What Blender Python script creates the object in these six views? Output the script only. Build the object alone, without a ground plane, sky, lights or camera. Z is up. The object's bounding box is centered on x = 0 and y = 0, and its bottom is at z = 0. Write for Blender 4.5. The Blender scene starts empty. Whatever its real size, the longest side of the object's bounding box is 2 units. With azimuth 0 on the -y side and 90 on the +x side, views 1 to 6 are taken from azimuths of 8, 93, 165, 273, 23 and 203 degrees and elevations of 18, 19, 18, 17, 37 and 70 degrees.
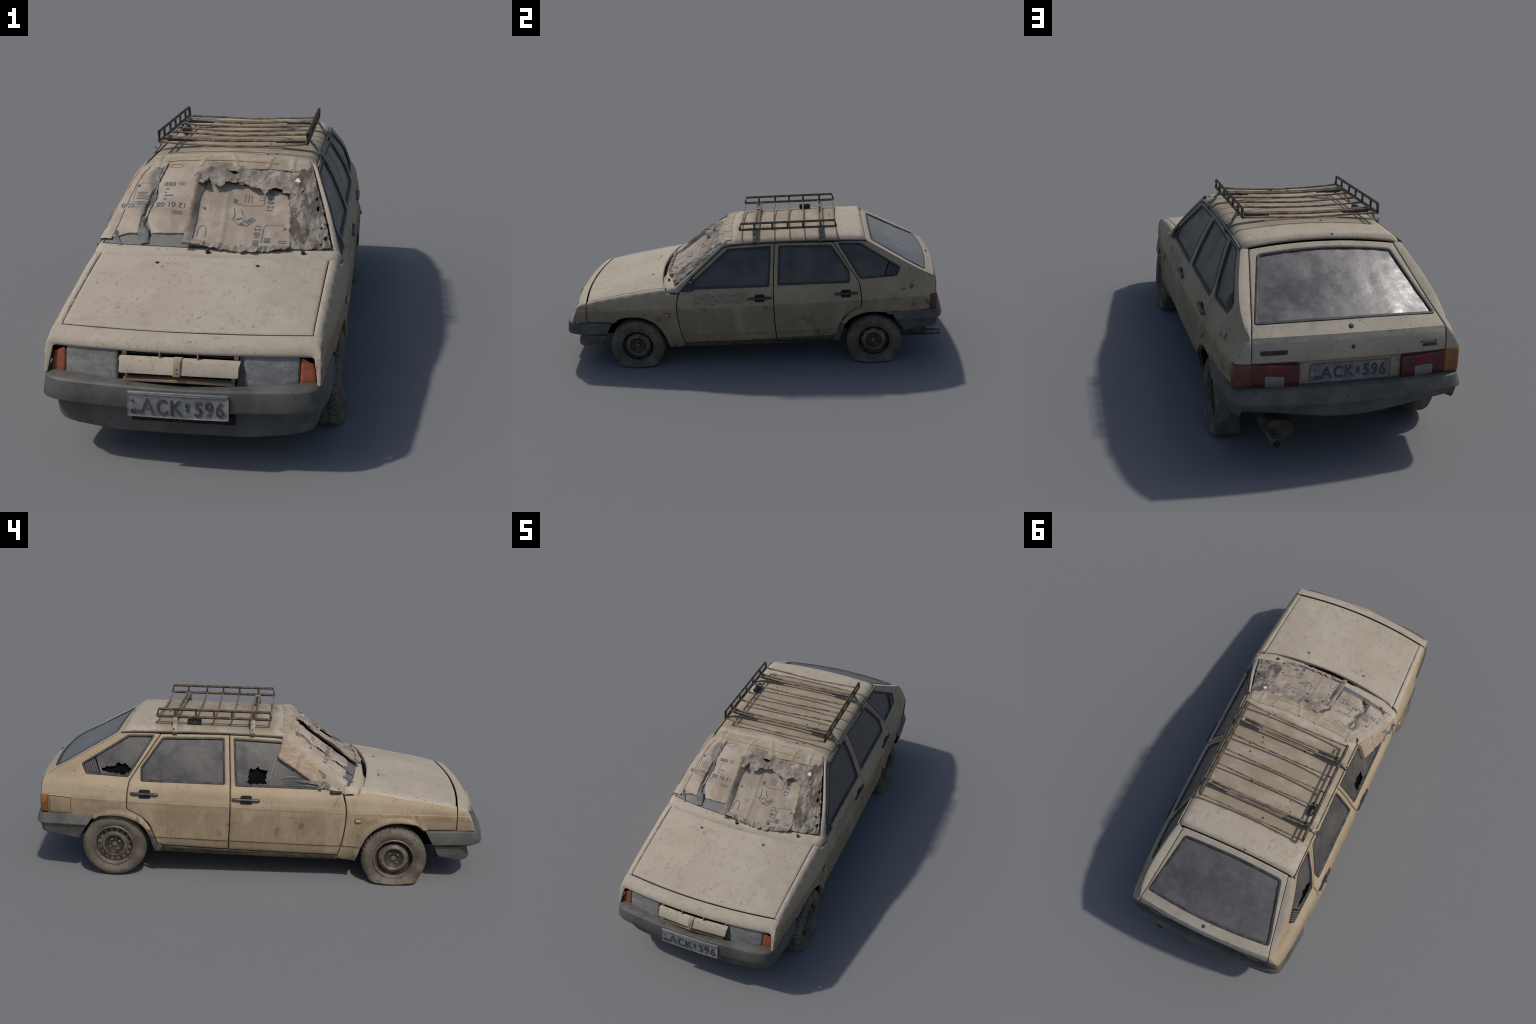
# Derelict five-door hatchback with a roof rack and a cardboard-covered windscreen.
# Frame: front of the car faces -y, z up, metres.
import bpy, bmesh, math, random
import numpy as np
from mathutils import Vector, Matrix, noise
from mathutils.geometry import delaunay_2d_cdt

random.seed(11)
rng = np.random.RandomState(5)
SC = bpy.context.scene.collection

# ------------------------------------------------------------------ materials
class Mat:
    """small wrapper that builds a Principled node material"""
    def __init__(s, name, rough=0.7, metal=0.0, spec=0.3):
        s.m = bpy.data.materials.new(name); s.m.use_nodes = True
        s.t = s.m.node_tree; s.n = s.t.nodes; s.l = s.t.links
        s.b = s.n['Principled BSDF']
        s.b.inputs['Roughness'].default_value = rough
        s.b.inputs['Metallic'].default_value = metal
        s.b.inputs['Specular IOR Level'].default_value = spec
        s.co = s.n.new('ShaderNodeTexCoord').outputs['Object']
        s.sep = None
    def put(s, sock, v):
        if isinstance(v, bpy.types.NodeSocket): s.l.new(v, sock)
        elif isinstance(v, (tuple, list)): sock.default_value = (*v, 1.0) if len(v) == 3 and sock.type == 'RGBA' else v
        else: sock.default_value = v
    def axis(s, i):
        if s.sep is None:
            s.sep = s.n.new('ShaderNodeSeparateXYZ'); s.l.new(s.co, s.sep.inputs[0])
        return s.sep.outputs[i]
    def noise(s, scale, detail=4, rough=0.6, stretch=(1, 1, 1), loc=(0, 0, 0), dist=0.0):
        mp = s.n.new('ShaderNodeMapping'); mp.inputs['Scale'].default_value = stretch
        mp.inputs['Location'].default_value = loc; s.l.new(s.co, mp.inputs['Vector'])
        t = s.n.new('ShaderNodeTexNoise'); t.inputs['Scale'].default_value = scale
        t.inputs['Detail'].default_value = detail; t.inputs['Roughness'].default_value = rough
        t.inputs['Distortion'].default_value = dist
        s.l.new(mp.outputs[0], t.inputs['Vector']); return t.outputs['Fac']
    def voro(s, scale, stretch=(1, 1, 1)):
        mp = s.n.new('ShaderNodeMapping'); mp.inputs['Scale'].default_value = stretch; s.l.new(s.co, mp.inputs['Vector'])
        t = s.n.new('ShaderNodeTexVoronoi'); t.inputs['Scale'].default_value = scale
        s.l.new(mp.outputs[0], t.inputs['Vector']); return t.outputs['Distance']
    def step(s, v, a, b):
        r = s.n.new('ShaderNodeMapRange'); r.interpolation_type = 'SMOOTHSTEP'
        s.l.new(v, r.inputs['Value']); r.inputs['From Min'].default_value = a; r.inputs['From Max'].default_value = b
        return r.outputs[0]
    def math(s, op, a, b=0.0):
        m = s.n.new('ShaderNodeMath'); m.operation = op; s.put(m.inputs[0], a); s.put(m.inputs[1], b); return m.outputs[0]
    def mix(s, f, a, b):
        m = s.n.new('ShaderNodeMix'); m.data_type = 'RGBA'
        s.put(m.inputs['Factor'], f); s.put(m.inputs['A'], a); s.put(m.inputs['B'], b); return m.outputs['Result']
    def color(s, c): s.put(s.b.inputs['Base Color'], c); return s
    def rough(s, v): s.put(s.b.inputs['Roughness'], v); return s
    def bump(s, v, strength=0.3, dist=0.002):
        b = s.n.new('ShaderNodeBump'); b.inputs['Strength'].default_value = strength; b.inputs['Distance'].default_value = dist
        s.l.new(v, b.inputs['Height']); s.l.new(b.outputs[0], s.b.inputs['Normal']); return s

def dusty_top(name, warm=0.0, stain=0.0):
    """paint of the upward faces: pale dust with short dark scuffs"""
    m = Mat(name, 0.78, spec=0.25)
    big = m.noise(3.5, 5, .65); mid = m.noise(22, 5, .7, loc=(3, 1, 2))
    c = m.mix(m.step(big, .35, .68), (.372, .315, .243), (.428, .368, .290))
    c = m.mix(m.math('MULTIPLY', m.step(mid, .50, .72), .55), c, (.285, .240, .180))
    specks = m.math('MULTIPLY', m.step(m.noise(115, 4, .65, (1, .45, .7)), .575, .68), m.step(m.noise(8, 4, .7, loc=(1, 6, 2)), .36, .62))
    c = m.mix(m.math('MULTIPLY', specks, .8), c, (.165, .138, .108))
    pin = m.step(m.voro(38), .055, .03)
    c = m.mix(m.math('MULTIPLY', pin, .55), c, (.13, .105, .085))
    if stain:
        yy = m.math('ADD', m.axis(1), m.math('MULTIPLY', m.math('SUBTRACT', m.noise(9, 5, .7, loc=(2, 2, 2)), .5), .10))
        zone = m.math('MULTIPLY', m.step(yy, -.085, -.05), m.step(yy, .462, .448))     # grime that washed off the rack
        st = m.math('MULTIPLY', m.math('MULTIPLY', m.step(m.noise(5.5, 6, .7, (1, 2.0, 1), (7, 2, 1)), .25, .58), stain), zone)
        c = m.mix(st, c, (.240, .192, .125))
    m.color(c).bump(m.math('ADD', mid, m.math('MULTIPLY', m.noise(210, 2, .5), .6)), .35, .0018)
    return m.m

def side_paint(name, shade=0.0):
    """paint of the flanks: tan dust, darker brown patches under the crease line"""
    m = Mat(name, 0.72, spec=0.28)
    big = m.noise(4.2, 5, .65, (1, .8, 1.3)); mid = m.noise(17, 6, .72, (1, 1, .8), (2, 5, 1))
    c = m.mix(m.step(big, .34, .68), (.325, .243, .153), (.382, .298, .200))
    z, y = m.axis(2), m.axis(1)
    crease = m.math('ADD', m.math('MULTIPLY', y, .033), .337)
    low = m.step(m.math('ADD', m.math('SUBTRACT', crease, z), m.math('MULTIPLY', m.math('SUBTRACT', m.noise(13, 5, .7, (1, 1, .35), (6, 6, 1)), .5), .09)), -.022, .030)           # darker brown band below the crease
    low = m.math('MULTIPLY', low, m.step(m.noise(6, 5, .7, (1, 1, .35), (1, 8, 3)), .24, .56))
    c = m.mix(m.math('MULTIPLY', low, .66), c, (.178, .128, .077))
    blot = m.math('MULTIPLY', m.step(mid, .525, .66), m.step(m.math('SUBTRACT', crease, z), -.004, .004))
    blot = m.math('MULTIPLY', blot, m.step(m.noise(6, 4, .65, loc=(9, 4, 2)), .40, .62))
    c = m.mix(m.math('MULTIPLY', blot, .75), c, (.088, .062, .040))
    streak = m.math('MULTIPLY', m.step(m.noise(30, 4, .6, (1, 1, .12), (4, 4, 4)), .60, .74), .35)
    c = m.mix(streak, c, (.20, .148, .094))
    speck = m.math('MULTIPLY', m.step(m.noise(95, 4, .65, loc=(2, 0, 3)), .56, .66), m.step(m.noise(11, 4, .7, loc=(8, 1, 3)), .42, .62))
    c = m.mix(m.math('MULTIPLY', speck, .6), c, (.105, .078, .052))
    # weathered bare patch on the right front door, rust on the right quarter
    def band(v, a0, a1, b0, b1): return m.math('MULTIPLY', m.step(v, a0, a1), m.step(v, b1, b0))
    wob = m.math('MULTIPLY', m.math('SUBTRACT', m.noise(26, 5, .7, loc=(3, 7, 1)), .5), .07)
    zz = m.math('ADD', m.math('SUBTRACT', z, crease), wob); yy = m.math('ADD', y, wob)
    bare = m.math('MULTIPLY', m.math('MULTIPLY', band(zz, .008, .012, .062, .066), band(yy, -.292, -.286, -.015, -.005)), m.step(m.axis(0), 0, .01))
    c = m.mix(m.math('MULTIPLY', bare, .5), c, (.205, .165, .110))
    c = m.mix(m.math('MULTIPLY', m.math('MULTIPLY', bare, m.step(m.noise(55, 4, .7), .56, .64)), .8), c, (.07, .055, .04))
    ru = m.math('MULTIPLY', m.math('MULTIPLY', band(zz, .030, .040, .066, .076), band(yy, .76, .775, .825, .84)), m.step(m.axis(0), 0, .01))
    c = m.mix(m.math('MULTIPLY', m.math('MULTIPLY', ru, m.step(m.noise(48, 4, .7, loc=(1, 1, 5)), .50, .58)), .85), c, (.085, .052, .022))
    edge = m.math('MULTIPLY', band(m.math('SUBTRACT', z, crease), -.0030, -.0012, .0006, .0022), m.step(m.noise(14, 4, .7, loc=(2, 2, 6)), .30, .50))  # painted highlight: pale line where the crease catches light
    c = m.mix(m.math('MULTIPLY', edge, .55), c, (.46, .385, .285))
    pale = m.math('MULTIPLY', m.step(m.noise(9, 5, .7, loc=(5, 5, 8)), .6, .75), .3)
    c = m.mix(pale, c, (.43, .36, .265))
    m.color(c).bump(m.math('ADD', mid, m.math('MULTIPLY', m.noise(180, 2), .5)), .22, .0015)
    return m.m

def plain(name, a, b, scale=20, rough=.7, metal=0., spec=.3, bump=.2, grain=None, speck=None, stretch=(1, 1, 1), lo=.38, hi=.66, bd=.0015):
    m = Mat(name, rough, metal, spec)
    n = m.noise(scale, 5, .68, stretch)
    c = m.mix(m.step(n, lo, hi), a, b)
    if speck:
        c = m.mix(m.math('MULTIPLY', m.step(m.noise(scale * 4.3, 4, .65, stretch, (6, 1, 4)), .58, .70), .75), c, speck)
    m.color(c)
    if bump: m.bump(m.math('ADD', n, m.math('MULTIPLY', m.noise(grain or scale * 7, 3), .5)), bump, bd)
    return m.m

def dusty_glass(name, a, b, rough=.32, bump=.25, spot=None):
    m = Mat(name, rough, 0, .5)
    big = m.noise(6, 6, .7, (1, 1, 1), (2, 2, 2)); fine = m.noise(70, 4, .7)
    c = m.mix(m.step(big, .33, .68), a, b)
    c = m.mix(m.math('MULTIPLY', m.step(fine, .5, .8), .35), c, tuple(min(1, v * 1.7) for v in b))
    if spot: c = m.mix(m.math('MULTIPLY', m.step(m.noise(26, 3, .6, loc=(3, 3, 9)), .62, .72), .5), c, spot)
    m.color(c)
    m.rough(m.math('ADD', m.math('MULTIPLY', m.step(big, .3, .7), .34), rough - .10))
    m.bump(m.math('ADD', m.noise(11, 4, .55), m.math('MULTIPLY', fine, .12)), bump, .006)
    return m.m

M = {}
M['top'] = dusty_top('dusty_top_paint')
M['roof'] = dusty_top('stained_roof_paint', stain=.75)
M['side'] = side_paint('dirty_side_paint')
M['frame'] = plain('door_frame_paint', (.25, .20, .138), (.34, .275, .195), 25, speck=(.07, .055, .04))
M['bumper'] = plain('dusty_bumper_plastic', (.068, .064, .057), (.112, .104, .092), 9, .6, spec=.38, speck=(.050, .045, .039), bump=.18)
M['rubber'] = plain('black_rubber', (.030, .030, .031), (.070, .066, .062), 30, .6, spec=.35)
M['plastic'] = plain('black_plastic', (.020, .020, .021), (.055, .052, .050), 40, .45, spec=.45)
M['dark'] = plain('dark_interior', (.003, .003, .003), (.007, .0065, .006), 8, .95, spec=.05, bump=0)  # near-black base colour, darkened so sunlit hollows still look unlit
M['under'] = plain('underbody_grime', (.020, .018, .015), (.050, .042, .033), 12, .9, spec=.1)
M['glass'] = dusty_glass('dusty_side_glass', (.050, .045, .041), (.094, .084, .076), .34, .3)
M['rearglass'] = dusty_glass('dusty_rear_glass', (.078, .070, .070), (.125, .115, .114), .30, .30)
M['screenglass'] = dusty_glass('dusty_windscreen_glass', (.085, .085, .085), (.14, .135, .13), .5, .2)
M['lamp'] = plain('clouded_headlamp_lens', (.148, .144, .138), (.240, .234, .224), 14, .5, spec=.3, bump=.12, speck=(.105, .100, .092), stretch=(1, 1, 2))
M['orange'] = plain('amber_lens', (.25, .065, .024), (.34, .095, .034), 30, .4, spec=.45, speck=(.12, .04, .02))
M['red'] = plain('red_lens', (.062, .012, .013), (.100, .020, .021), 22, .35, spec=.45, speck=(.04, .015, .015))
M['redlight'] = plain('bright_red_lens', (.125, .010, .014), (.165, .015, .020), 22, .35, spec=.45)
M['reverse'] = plain('pale_lens', (.135, .130, .126), (.200, .195, .188), 40, .4, spec=.4, stretch=(1, 1, 5))
M['yellow'] = plain('yellow_marker_lens', (.42, .27, .065), (.55, .37, .11), 60, .45, speck=(.2, .13, .05))
M['plate'] = plain('dusty_plate_enamel', (.140, .140, .138), (.230, .228, .222), 22, .5, spec=.4, speck=(.085, .082, .078))
M['ink'] = plain('plate_black_ink', (.036, .036, .036), (.085, .083, .080), 40, .6, bump=0)
M['tyre'] = plain('dusty_tyre_rubber', (.092, .077, .056), (.158, .133, .099), 16, .85, spec=.15, speck=(.05, .042, .032), bump=.3)
M['tread'] = plain('tread_rubber', (.088, .082, .073), (.150, .138, .120), 20, .85, spec=.15, speck=(.045, .042, .036), bump=.3)
M['rim'] = plain('rusty_steel_rim', (.026, .021, .016), (.080, .062, .044), 28, .6, .2, spec=.35, speck=(.09, .045, .022))
M['rimdish'] = plain('worn_rim_dish', (.095, .080, .061), (.185, .158, .122), 22, .55, .2, spec=.4, speck=(.07, .042, .026))
M['bolt'] = plain('bolt_steel', (.30, .245, .185), (.42, .36, .28), 80, .45, .5, speck=(.26, .13, .06))
M['rust'] = plain('rusty_rack_steel', (.105, .074, .048), (.265, .200, .135), 34, .75, .1, spec=.25, speck=(.075, .038, .022), lo=.35, hi=.62)
M['rail'] = plain('rusty_rail_steel', (.050, .039, .029), (.135, .100, .068), 40, .75, .1, spec=.25, speck=(.085, .040, .023))
M['foot'] = plain('rack_foot_steel', (.20, .18, .145), (.36, .32, .25), 30, .6, .2, spec=.35, speck=(.17, .08, .04))
M['pipe'] = plain('exhaust_steel', (.10, .097, .092), (.17, .163, .152), 35, .42, .6, speck=(.07, .05, .035))
M['muffler'] = plain('rusty_muffler', (.050, .040, .031), (.092, .074, .058), 25, .8, spec=.2, speck=(.03, .022, .016))
M['rustspot'] = plain('rust_spot', (.075, .034, .020), (.15, .068, .038), 60, .85)
def cardboard(name):
    m = Mat(name, .88, spec=.12)
    big = m.noise(9, 5, .68); c = m.mix(m.step(big, .36, .66), (.318, .258, .200), (.412, .346, .278))
    c = m.mix(m.math('MULTIPLY', m.step(m.noise(5, 5, .7, loc=(4, 2, 7)), .50, .72), .35), c, (.240, .188, .138))      # water stain
    c = m.mix(m.math('MULTIPLY', m.step(m.noise(34, 5, .7, (1, .35, .35)), .54, .70), .5), c, (.245, .195, .150))        # scuffs
    c = m.mix(m.math('MULTIPLY', m.step(m.noise(120, 3, .6), .60, .68), .35), c, (.17, .135, .105))
    c = m.mix(m.math('MULTIPLY', m.step(m.noise(16, 4, .7, loc=(1, 9, 1)), .58, .72), .35), c, (.47, .41, .34))
    m.color(c).bump(m.math('ADD', m.noise(28, 5, .7, (1, .5, .5)), m.math('MULTIPLY', m.noise(130, 3), .4)), .4, .002); return m.m
M['board'] = cardboard('weathered_cardboard')
M['boardside'] = plain('fresh_cardboard', (.300, .220, .152), (.400, .312, .230), 16, .85, spec=.15, bump=.6, stretch=(1, 1, 3), speck=(.235, .168, .115))
M['boardgrey'] = plain('grey_weathered_cardboard', (.200, .165, .130), (.300, .255, .208), 16, .9, spec=.1, speck=(.14, .112, .09), bump=.5)
M['fibre'] = plain('matted_fibre', (.110, .094, .078), (.300, .260, .216), 30, .92, spec=.1, speck=(.075, .062, .052), stretch=(1, .45, .45), bump=.8, bd=.004, lo=.42, hi=.6)
M['torn'] = plain('torn_paper', (.210, .176, .142), (.345, .298, .248), 20, .9, spec=.1, speck=(.14, .115, .095), bump=.5)
M['tape'] = plain('yellowed_tape', (.36, .245, .115), (.44, .325, .19), 30, .5, spec=.35)
M['film'] = plain('clear_film_grimy', (.22, .192, .160), (.36, .322, .278), 25, .35, spec=.5, bump=.5)
M['greytape'] = plain('grey_tape', (.085, .080, .075), (.150, .142, .132), 30, .6, bump=.3)
M['blue'] = plain('faded_blue_print', (.092, .128, .150), (.165, .190, .200), 60, .88, bump=0)
M['bluedim'] = plain('pale_blue_print', (.205, .205, .195), (.270, .255, .225), 60, .88, bump=0)
M['shade'] = plain('deep_black', (.012, .011, .010), (.03, .026, .022), 20, .9, bump=0)
M['white'] = plain('paper_scrap', (.60, .58, .55), (.68, .66, .63), 30, .8)

# ------------------------------------------------------------------ object helpers
def empty(name, parent=None, at=(0, 0, 0)):
    o = bpy.data.objects.new(name, None); o.empty_display_size = .05; SC.objects.link(o)
    o.location = at; o.parent = parent; return o

def mesh_obj(name, verts, faces, mat, parent, angle=35, mats=None, fmat=None, flip=False):
    me = bpy.data.meshes.new(name)
    if flip: faces = [tuple(reversed(f)) for f in faces]
    me.from_pydata([tuple(map(float, v)) for v in verts], [], [tuple(map(int, f)) for f in faces]); me.validate()
    for m in (mats or [mat]): me.materials.append(m)
    if fmat is not None and len(fmat) == len(me.polygons):
        me.polygons.foreach_set('material_index', fmat)
    me.shade_smooth()
    if angle < 180: me.set_sharp_from_angle(angle=math.radians(angle))
    o = bpy.data.objects.new(name, me); SC.objects.link(o); o.parent = parent
    return o

def recalc(o):
    bm = bmesh.new(); bm.from_mesh(o.data); bmesh.ops.recalc_face_normals(bm, faces=bm.faces); bm.to_mesh(o.data); bm.free()
    return o

def curve(pts):
    """monotone cubic interpolation through (t, value) pairs, linear beyond the ends"""
    t = np.array([p[0] for p in pts], float); v = np.array([p[1] for p in pts], float)
    h = np.diff(t); d = np.diff(v) / h; m = np.zeros(len(t)); m[0] = d[0]; m[-1] = d[-1]
    for i in range(1, len(t) - 1):
        m[i] = 0 if d[i - 1] * d[i] <= 0 else 2 * d[i - 1] * d[i] / (d[i - 1] + d[i])
    def f(x):
        if x <= t[0]: return v[0] + m[0] * (x - t[0])
        if x >= t[-1]: return v[-1] + m[-1] * (x - t[-1])
        i = min(max(int(np.searchsorted(t, x)) - 1, 0), len(h) - 1); s = (x - t[i]) / h[i]
        return ((2 * s ** 3 - 3 * s * s + 1) * v[i] + (s ** 3 - 2 * s * s + s) * h[i] * m[i]
                + (-2 * s ** 3 + 3 * s * s) * v[i + 1] + (s ** 3 - s * s) * h[i] * m[i + 1])
    return f

def sstep(a, b, x):
    t = min(1, max(0, (x - a) / (b - a))); return t * t * (3 - 2 * t)

def smooth_line(pts, n=6):
    """Catmull-Rom through open polyline"""
    P = [np.array(p, float) for p in pts]; P = [2 * P[0] - P[1]] + P + [2 * P[-1] - P[-2]]; out = []
    for i in range(1, len(P) - 2):
        for k in range(n):
            t = k / n
            out.append(.5 * (2 * P[i] + (P[i + 1] - P[i - 1]) * t + (2 * P[i - 1] - 5 * P[i] + 4 * P[i + 1] - P[i + 2]) * t * t
                             + (3 * P[i] - P[i - 1] - 3 * P[i + 1] + P[i + 2]) * t ** 3))
    out.append(P[-2]); return [tuple(p) for p in out]

def resample(loop, h):
    out = []; n = len(loop)
    for i in range(n):
        a = np.array(loop[i], float); b = np.array(loop[(i + 1) % n], float); L = np.linalg.norm(b - a)
        if L < 1e-7: continue
        k = max(1, int(round(L / h)))
        for j in range(k): out.append(a + (b - a) * j / k)
    return out

def round_corners(loop, r, seg=4):
    out = []; n = len(loop)
    for i in range(n):
        p = np.array(loop[i], float); a = np.array(loop[i - 1], float) - p; b = np.array(loop[(i + 1) % n], float) - p
        la, lb = np.linalg.norm(a), np.linalg.norm(b); rr = min(r, la * .45, lb * .45)
        A = p + a / la * rr; B = p + b / lb * rr
        for k in range(seg + 1):
            t = k / seg; out.append(tuple((1 - t) ** 2 * A + 2 * t * (1 - t) * p + t * t * B))
    return out

def inside(pts, loop):
    L = np.array(loop); x, y = pts[:, 0], pts[:, 1]; c = np.zeros(len(pts), bool)
    for i in range(len(L)):
        x1, y1 = L[i]; x2, y2 = L[i - 1]
        if y1 == y2: continue
        k = ((y1 > y) != (y2 > y)) & (x < (x2 - x1) * (y - y1) / (y2 - y1) + x1); c ^= k
    return c

def bdist(pts, loops):
    d = np.full(len(pts), 1e9)
    for loop in loops:
        L = np.array(loop)
        for i in range(len(L)):
            a = L[i - 1]; b = L[i]; ab = b - a; q = ab @ ab
            if q < 1e-14: continue
            t = np.clip(((pts - a) @ ab) / q, 0, 1); d = np.minimum(d, np.linalg.norm(pts - (a + t[:, None] * ab), axis=1))
    return d

def fill(outer, holes, h, r=0.0, hb=None, extra=()):
    """triangulate polygon with holes; returns pts, tris, boundary loops (index lists), distance to the border"""
    hb = hb or h; loops = [resample(outer, hb)] + [resample(q, hb) for q in holes]
    pts = []; edges = []; idx = []
    for lp in loops:
        s = len(pts); n = len(lp); pts += [tuple(p) for p in lp]; idx.append(list(range(s, s + n)))
        edges += [(s + i, s + (i + 1) % n) for i in range(n)]
    L = [np.array(l) for l in loops]; lo = L[0].min(0); hi = L[0].max(0); cand = []
    if r > 0:
        for lp in L:
            t = np.roll(lp, -1, 0) - np.roll(lp, 1, 0); t /= np.linalg.norm(t, axis=1)[:, None] + 1e-12
            nn = np.stack([-t[:, 1], t[:, 0]], 1)
            for s in (1, -1):
                for q in (.45, 1.0):
                    c = lp + nn * s * r * q; ok = inside(c, L[0])
                    for hl in L[1:]: ok &= ~inside(c, hl)
                    ok &= bdist(c, L) > r * q * .93; cand.append(c[ok])
    gx = np.arange(lo[0] + h * .5, hi[0], h); gy = np.arange(lo[1] + h * .5, hi[1], h * .87); g = []
    for j, y in enumerate(gy):
        for x in gx: g.append((x + (h * .5 if j % 2 else 0), y))
    if g:
        g = np.array(g); ok = inside(g, L[0])
        for hl in L[1:]: ok &= ~inside(g, hl)
        g = g[ok]
        if len(g): g = g[bdist(g, L) > max(r * 1.35, h * .45)]
        if len(extra) and len(g):
            E = np.array(extra); g = g[np.min(np.linalg.norm(g[:, None, :] - E[None], axis=2), axis=1) > h * .5]
        cand.append(g)
    if len(extra):
        E = np.array(extra); ok = inside(E, L[0])
        for hl in L[1:]: ok &= ~inside(E, hl)
        E = E[ok]; 
        if len(E): cand.append(E[bdist(E, L) > 1e-3])
    for c in cand: pts += [tuple(p) for p in c]
    vo, ed, fo, ov, oe, of = delaunay_2d_cdt([Vector(p) for p in pts], edges, [], 0, 1e-6)
    V = np.array([tuple(v) for v in vo]); mp = {}
    for i, o in enumerate(ov):
        for k in o: mp[k] = i
    F = np.array([f for f in fo if len(f) == 3]); cen = V[F].mean(1); ok = inside(cen, L[0])
    for hl in L[1:]: ok &= ~inside(cen, hl)
    F = F[ok]; a, b, c = V[F[:, 0]], V[F[:, 1]], V[F[:, 2]]
    ar = (b[:, 0] - a[:, 0]) * (c[:, 1] - a[:, 1]) - (b[:, 1] - a[:, 1]) * (c[:, 0] - a[:, 0])
    F[ar < 0] = F[ar < 0][:, ::-1]
    bl = [[mp[i] for i in l] for l in idx]
    return V, F, bl, bdist(V, L)

def nrm(fm, p, q, e=1.5e-3):
    a = fm(p + e, q) - fm(p - e, q); b = fm(p, q + e) - fm(p, q - e); n = np.cross(a, b); l = np.linalg.norm(n)
    return n / l if l > 1e-12 else np.array([0, 0, 1.])

def panel(name, outer, fm, mat, parent, holes=(), h=.014, r=.005, drop=.004, thick=.012, sign=1, hb=None, angle=40,
          disp=None, extra=(), base=0.0, close=False, out=None, topmat=False):
    """curved sheet: 2D outline -> surface fm(p,q); soft rolled border, folded-in rim"""
    V, F, bl, d = fill(outer, holes, h, r, hb, extra)
    P = []; N = []
    for (p, q), dd in zip(V, d):
        n = nrm(fm, p, q) * sign; k = fm(p, q); o = base
        if r > 0 and dd < r: o -= drop * (1 - dd / r) ** 2
        if disp: o += disp(p, q, dd)
        P.append(k + n * o); N.append(n)
    nv = len(P); faces = [tuple(f) if sign > 0 else tuple(f[::-1]) for f in F]
    P = list(P)
    if close:                                             # full back sheet
        for i in range(nv): P.append(P[i] - N[i] * thick)
        faces += [tuple(nv + i for i in f[::-1]) for f in faces]
        back = lambda i: nv + i
        ring = [(l, None) for l in bl]
    else:
        bk = {}
        for l in bl:
            for i in l:
                if i not in bk: bk[i] = len(P); P.append(P[i] - N[i] * thick)
        back = lambda i: bk[i]
    # rim faces follow the border edges that belong to one face only
    cnt = {}
    for f in faces[:len(F)]:
        for a, b in zip(f, f[1:] + f[:1]): cnt[(a, b)] = 1
    for (a, b) in list(cnt):
        if (b, a) not in cnt:
            try: faces.append((b, a, back(a), back(b)))
            except KeyError: pass
    if out is not None:
        out.append((P, faces)); return None
    o = mesh_obj(name, P, faces, mat, parent, angle)
    if topmat:                                            # dust lies on the rolled-over top
        o.data.materials.append(M['top'])
        for f in o.data.polygons:
            if f.normal.z > .30 and f.center.z > ZB(f.center.y) + .001: f.material_index = 1
    return o

def loft(rows, closed=False):
    """grid faces through rows of equal length"""
    V = [p for r in rows for p in r]; n = len(rows[0]); F = []
    for i in range(len(rows) - 1):
        for j in range(n if closed else n - 1):
            k = (j + 1) % n; F.append((i * n + j, i * n + k, (i + 1) * n + k, (i + 1) * n + j))
    return V, F

def join(parts):
    V = []; F = []
    for v, f in parts:
        s = len(V); V += [np.array(p) for p in v]; F += [tuple(i + s for i in q) for q in f]
    return V, F

def tube(path, r, seg=8, cap=True, closed=False):
    P = [np.array(p, float) for p in path]; rows = []; n = len(P); up = np.array([0, 0, 1.])
    for i, p in enumerate(P):
        a = P[(i - 1) % n] if closed else P[max(i - 1, 0)]; b = P[(i + 1) % n] if closed else P[min(i + 1, n - 1)]
        t = b - a; t /= np.linalg.norm(t) + 1e-12
        u = up if abs(t[2]) < .95 else np.array([0, 1., 0]); s = np.cross(t, u); s /= np.linalg.norm(s); w = np.cross(s, t)
        rr = r[i] if isinstance(r, (list, tuple)) else r
        rows.append([p + rr * (math.cos(2 * math.pi * k / seg) * s + math.sin(2 * math.pi * k / seg) * w) for k in range(seg)])
    if closed: rows.append(rows[0])
    V, F = loft(rows, True)
    if cap and not closed:
        F.append(tuple(range(seg))); F.append(tuple((n - 1) * seg + k for k in reversed(range(seg))))
    return V, F

def box(c, s, bev=.0):
    """axis aligned box, centre and full sizes, chamfered"""
    bm = bmesh.new(); bmesh.ops.create_cube(bm, size=1); bmesh.ops.scale(bm, vec=s, verts=bm.verts)
    if bev: bmesh.ops.bevel(bm, geom=bm.edges[:], offset=bev, segments=2, affect='EDGES', profile=.5)
    bmesh.ops.translate(bm, vec=c, verts=bm.verts); bm.verts.index_update()
    r = ([np.array(v.co) for v in bm.verts], [tuple(v.index for v in f.verts) for f in bm.faces]); bm.free(); return r

def revolve(prof, seg, closed=False):
    """profile (radius, x) turned round the x axis"""
    rows = []
    for r, x in prof: rows.append([np.array([x, r * math.cos(2 * math.pi * k / seg), r * math.sin(2 * math.pi * k / seg)]) for k in range(seg)])
    return loft(rows, True)

def N3(x, y, z, s=1.0): return noise.noise(Vector((x * s, y * s, z * s)))
def FB(x, y, z, s=1.0, o=4): return noise.fractal(Vector((x * s, y * s, z * s)), 1.0, 2.0, o)

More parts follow.
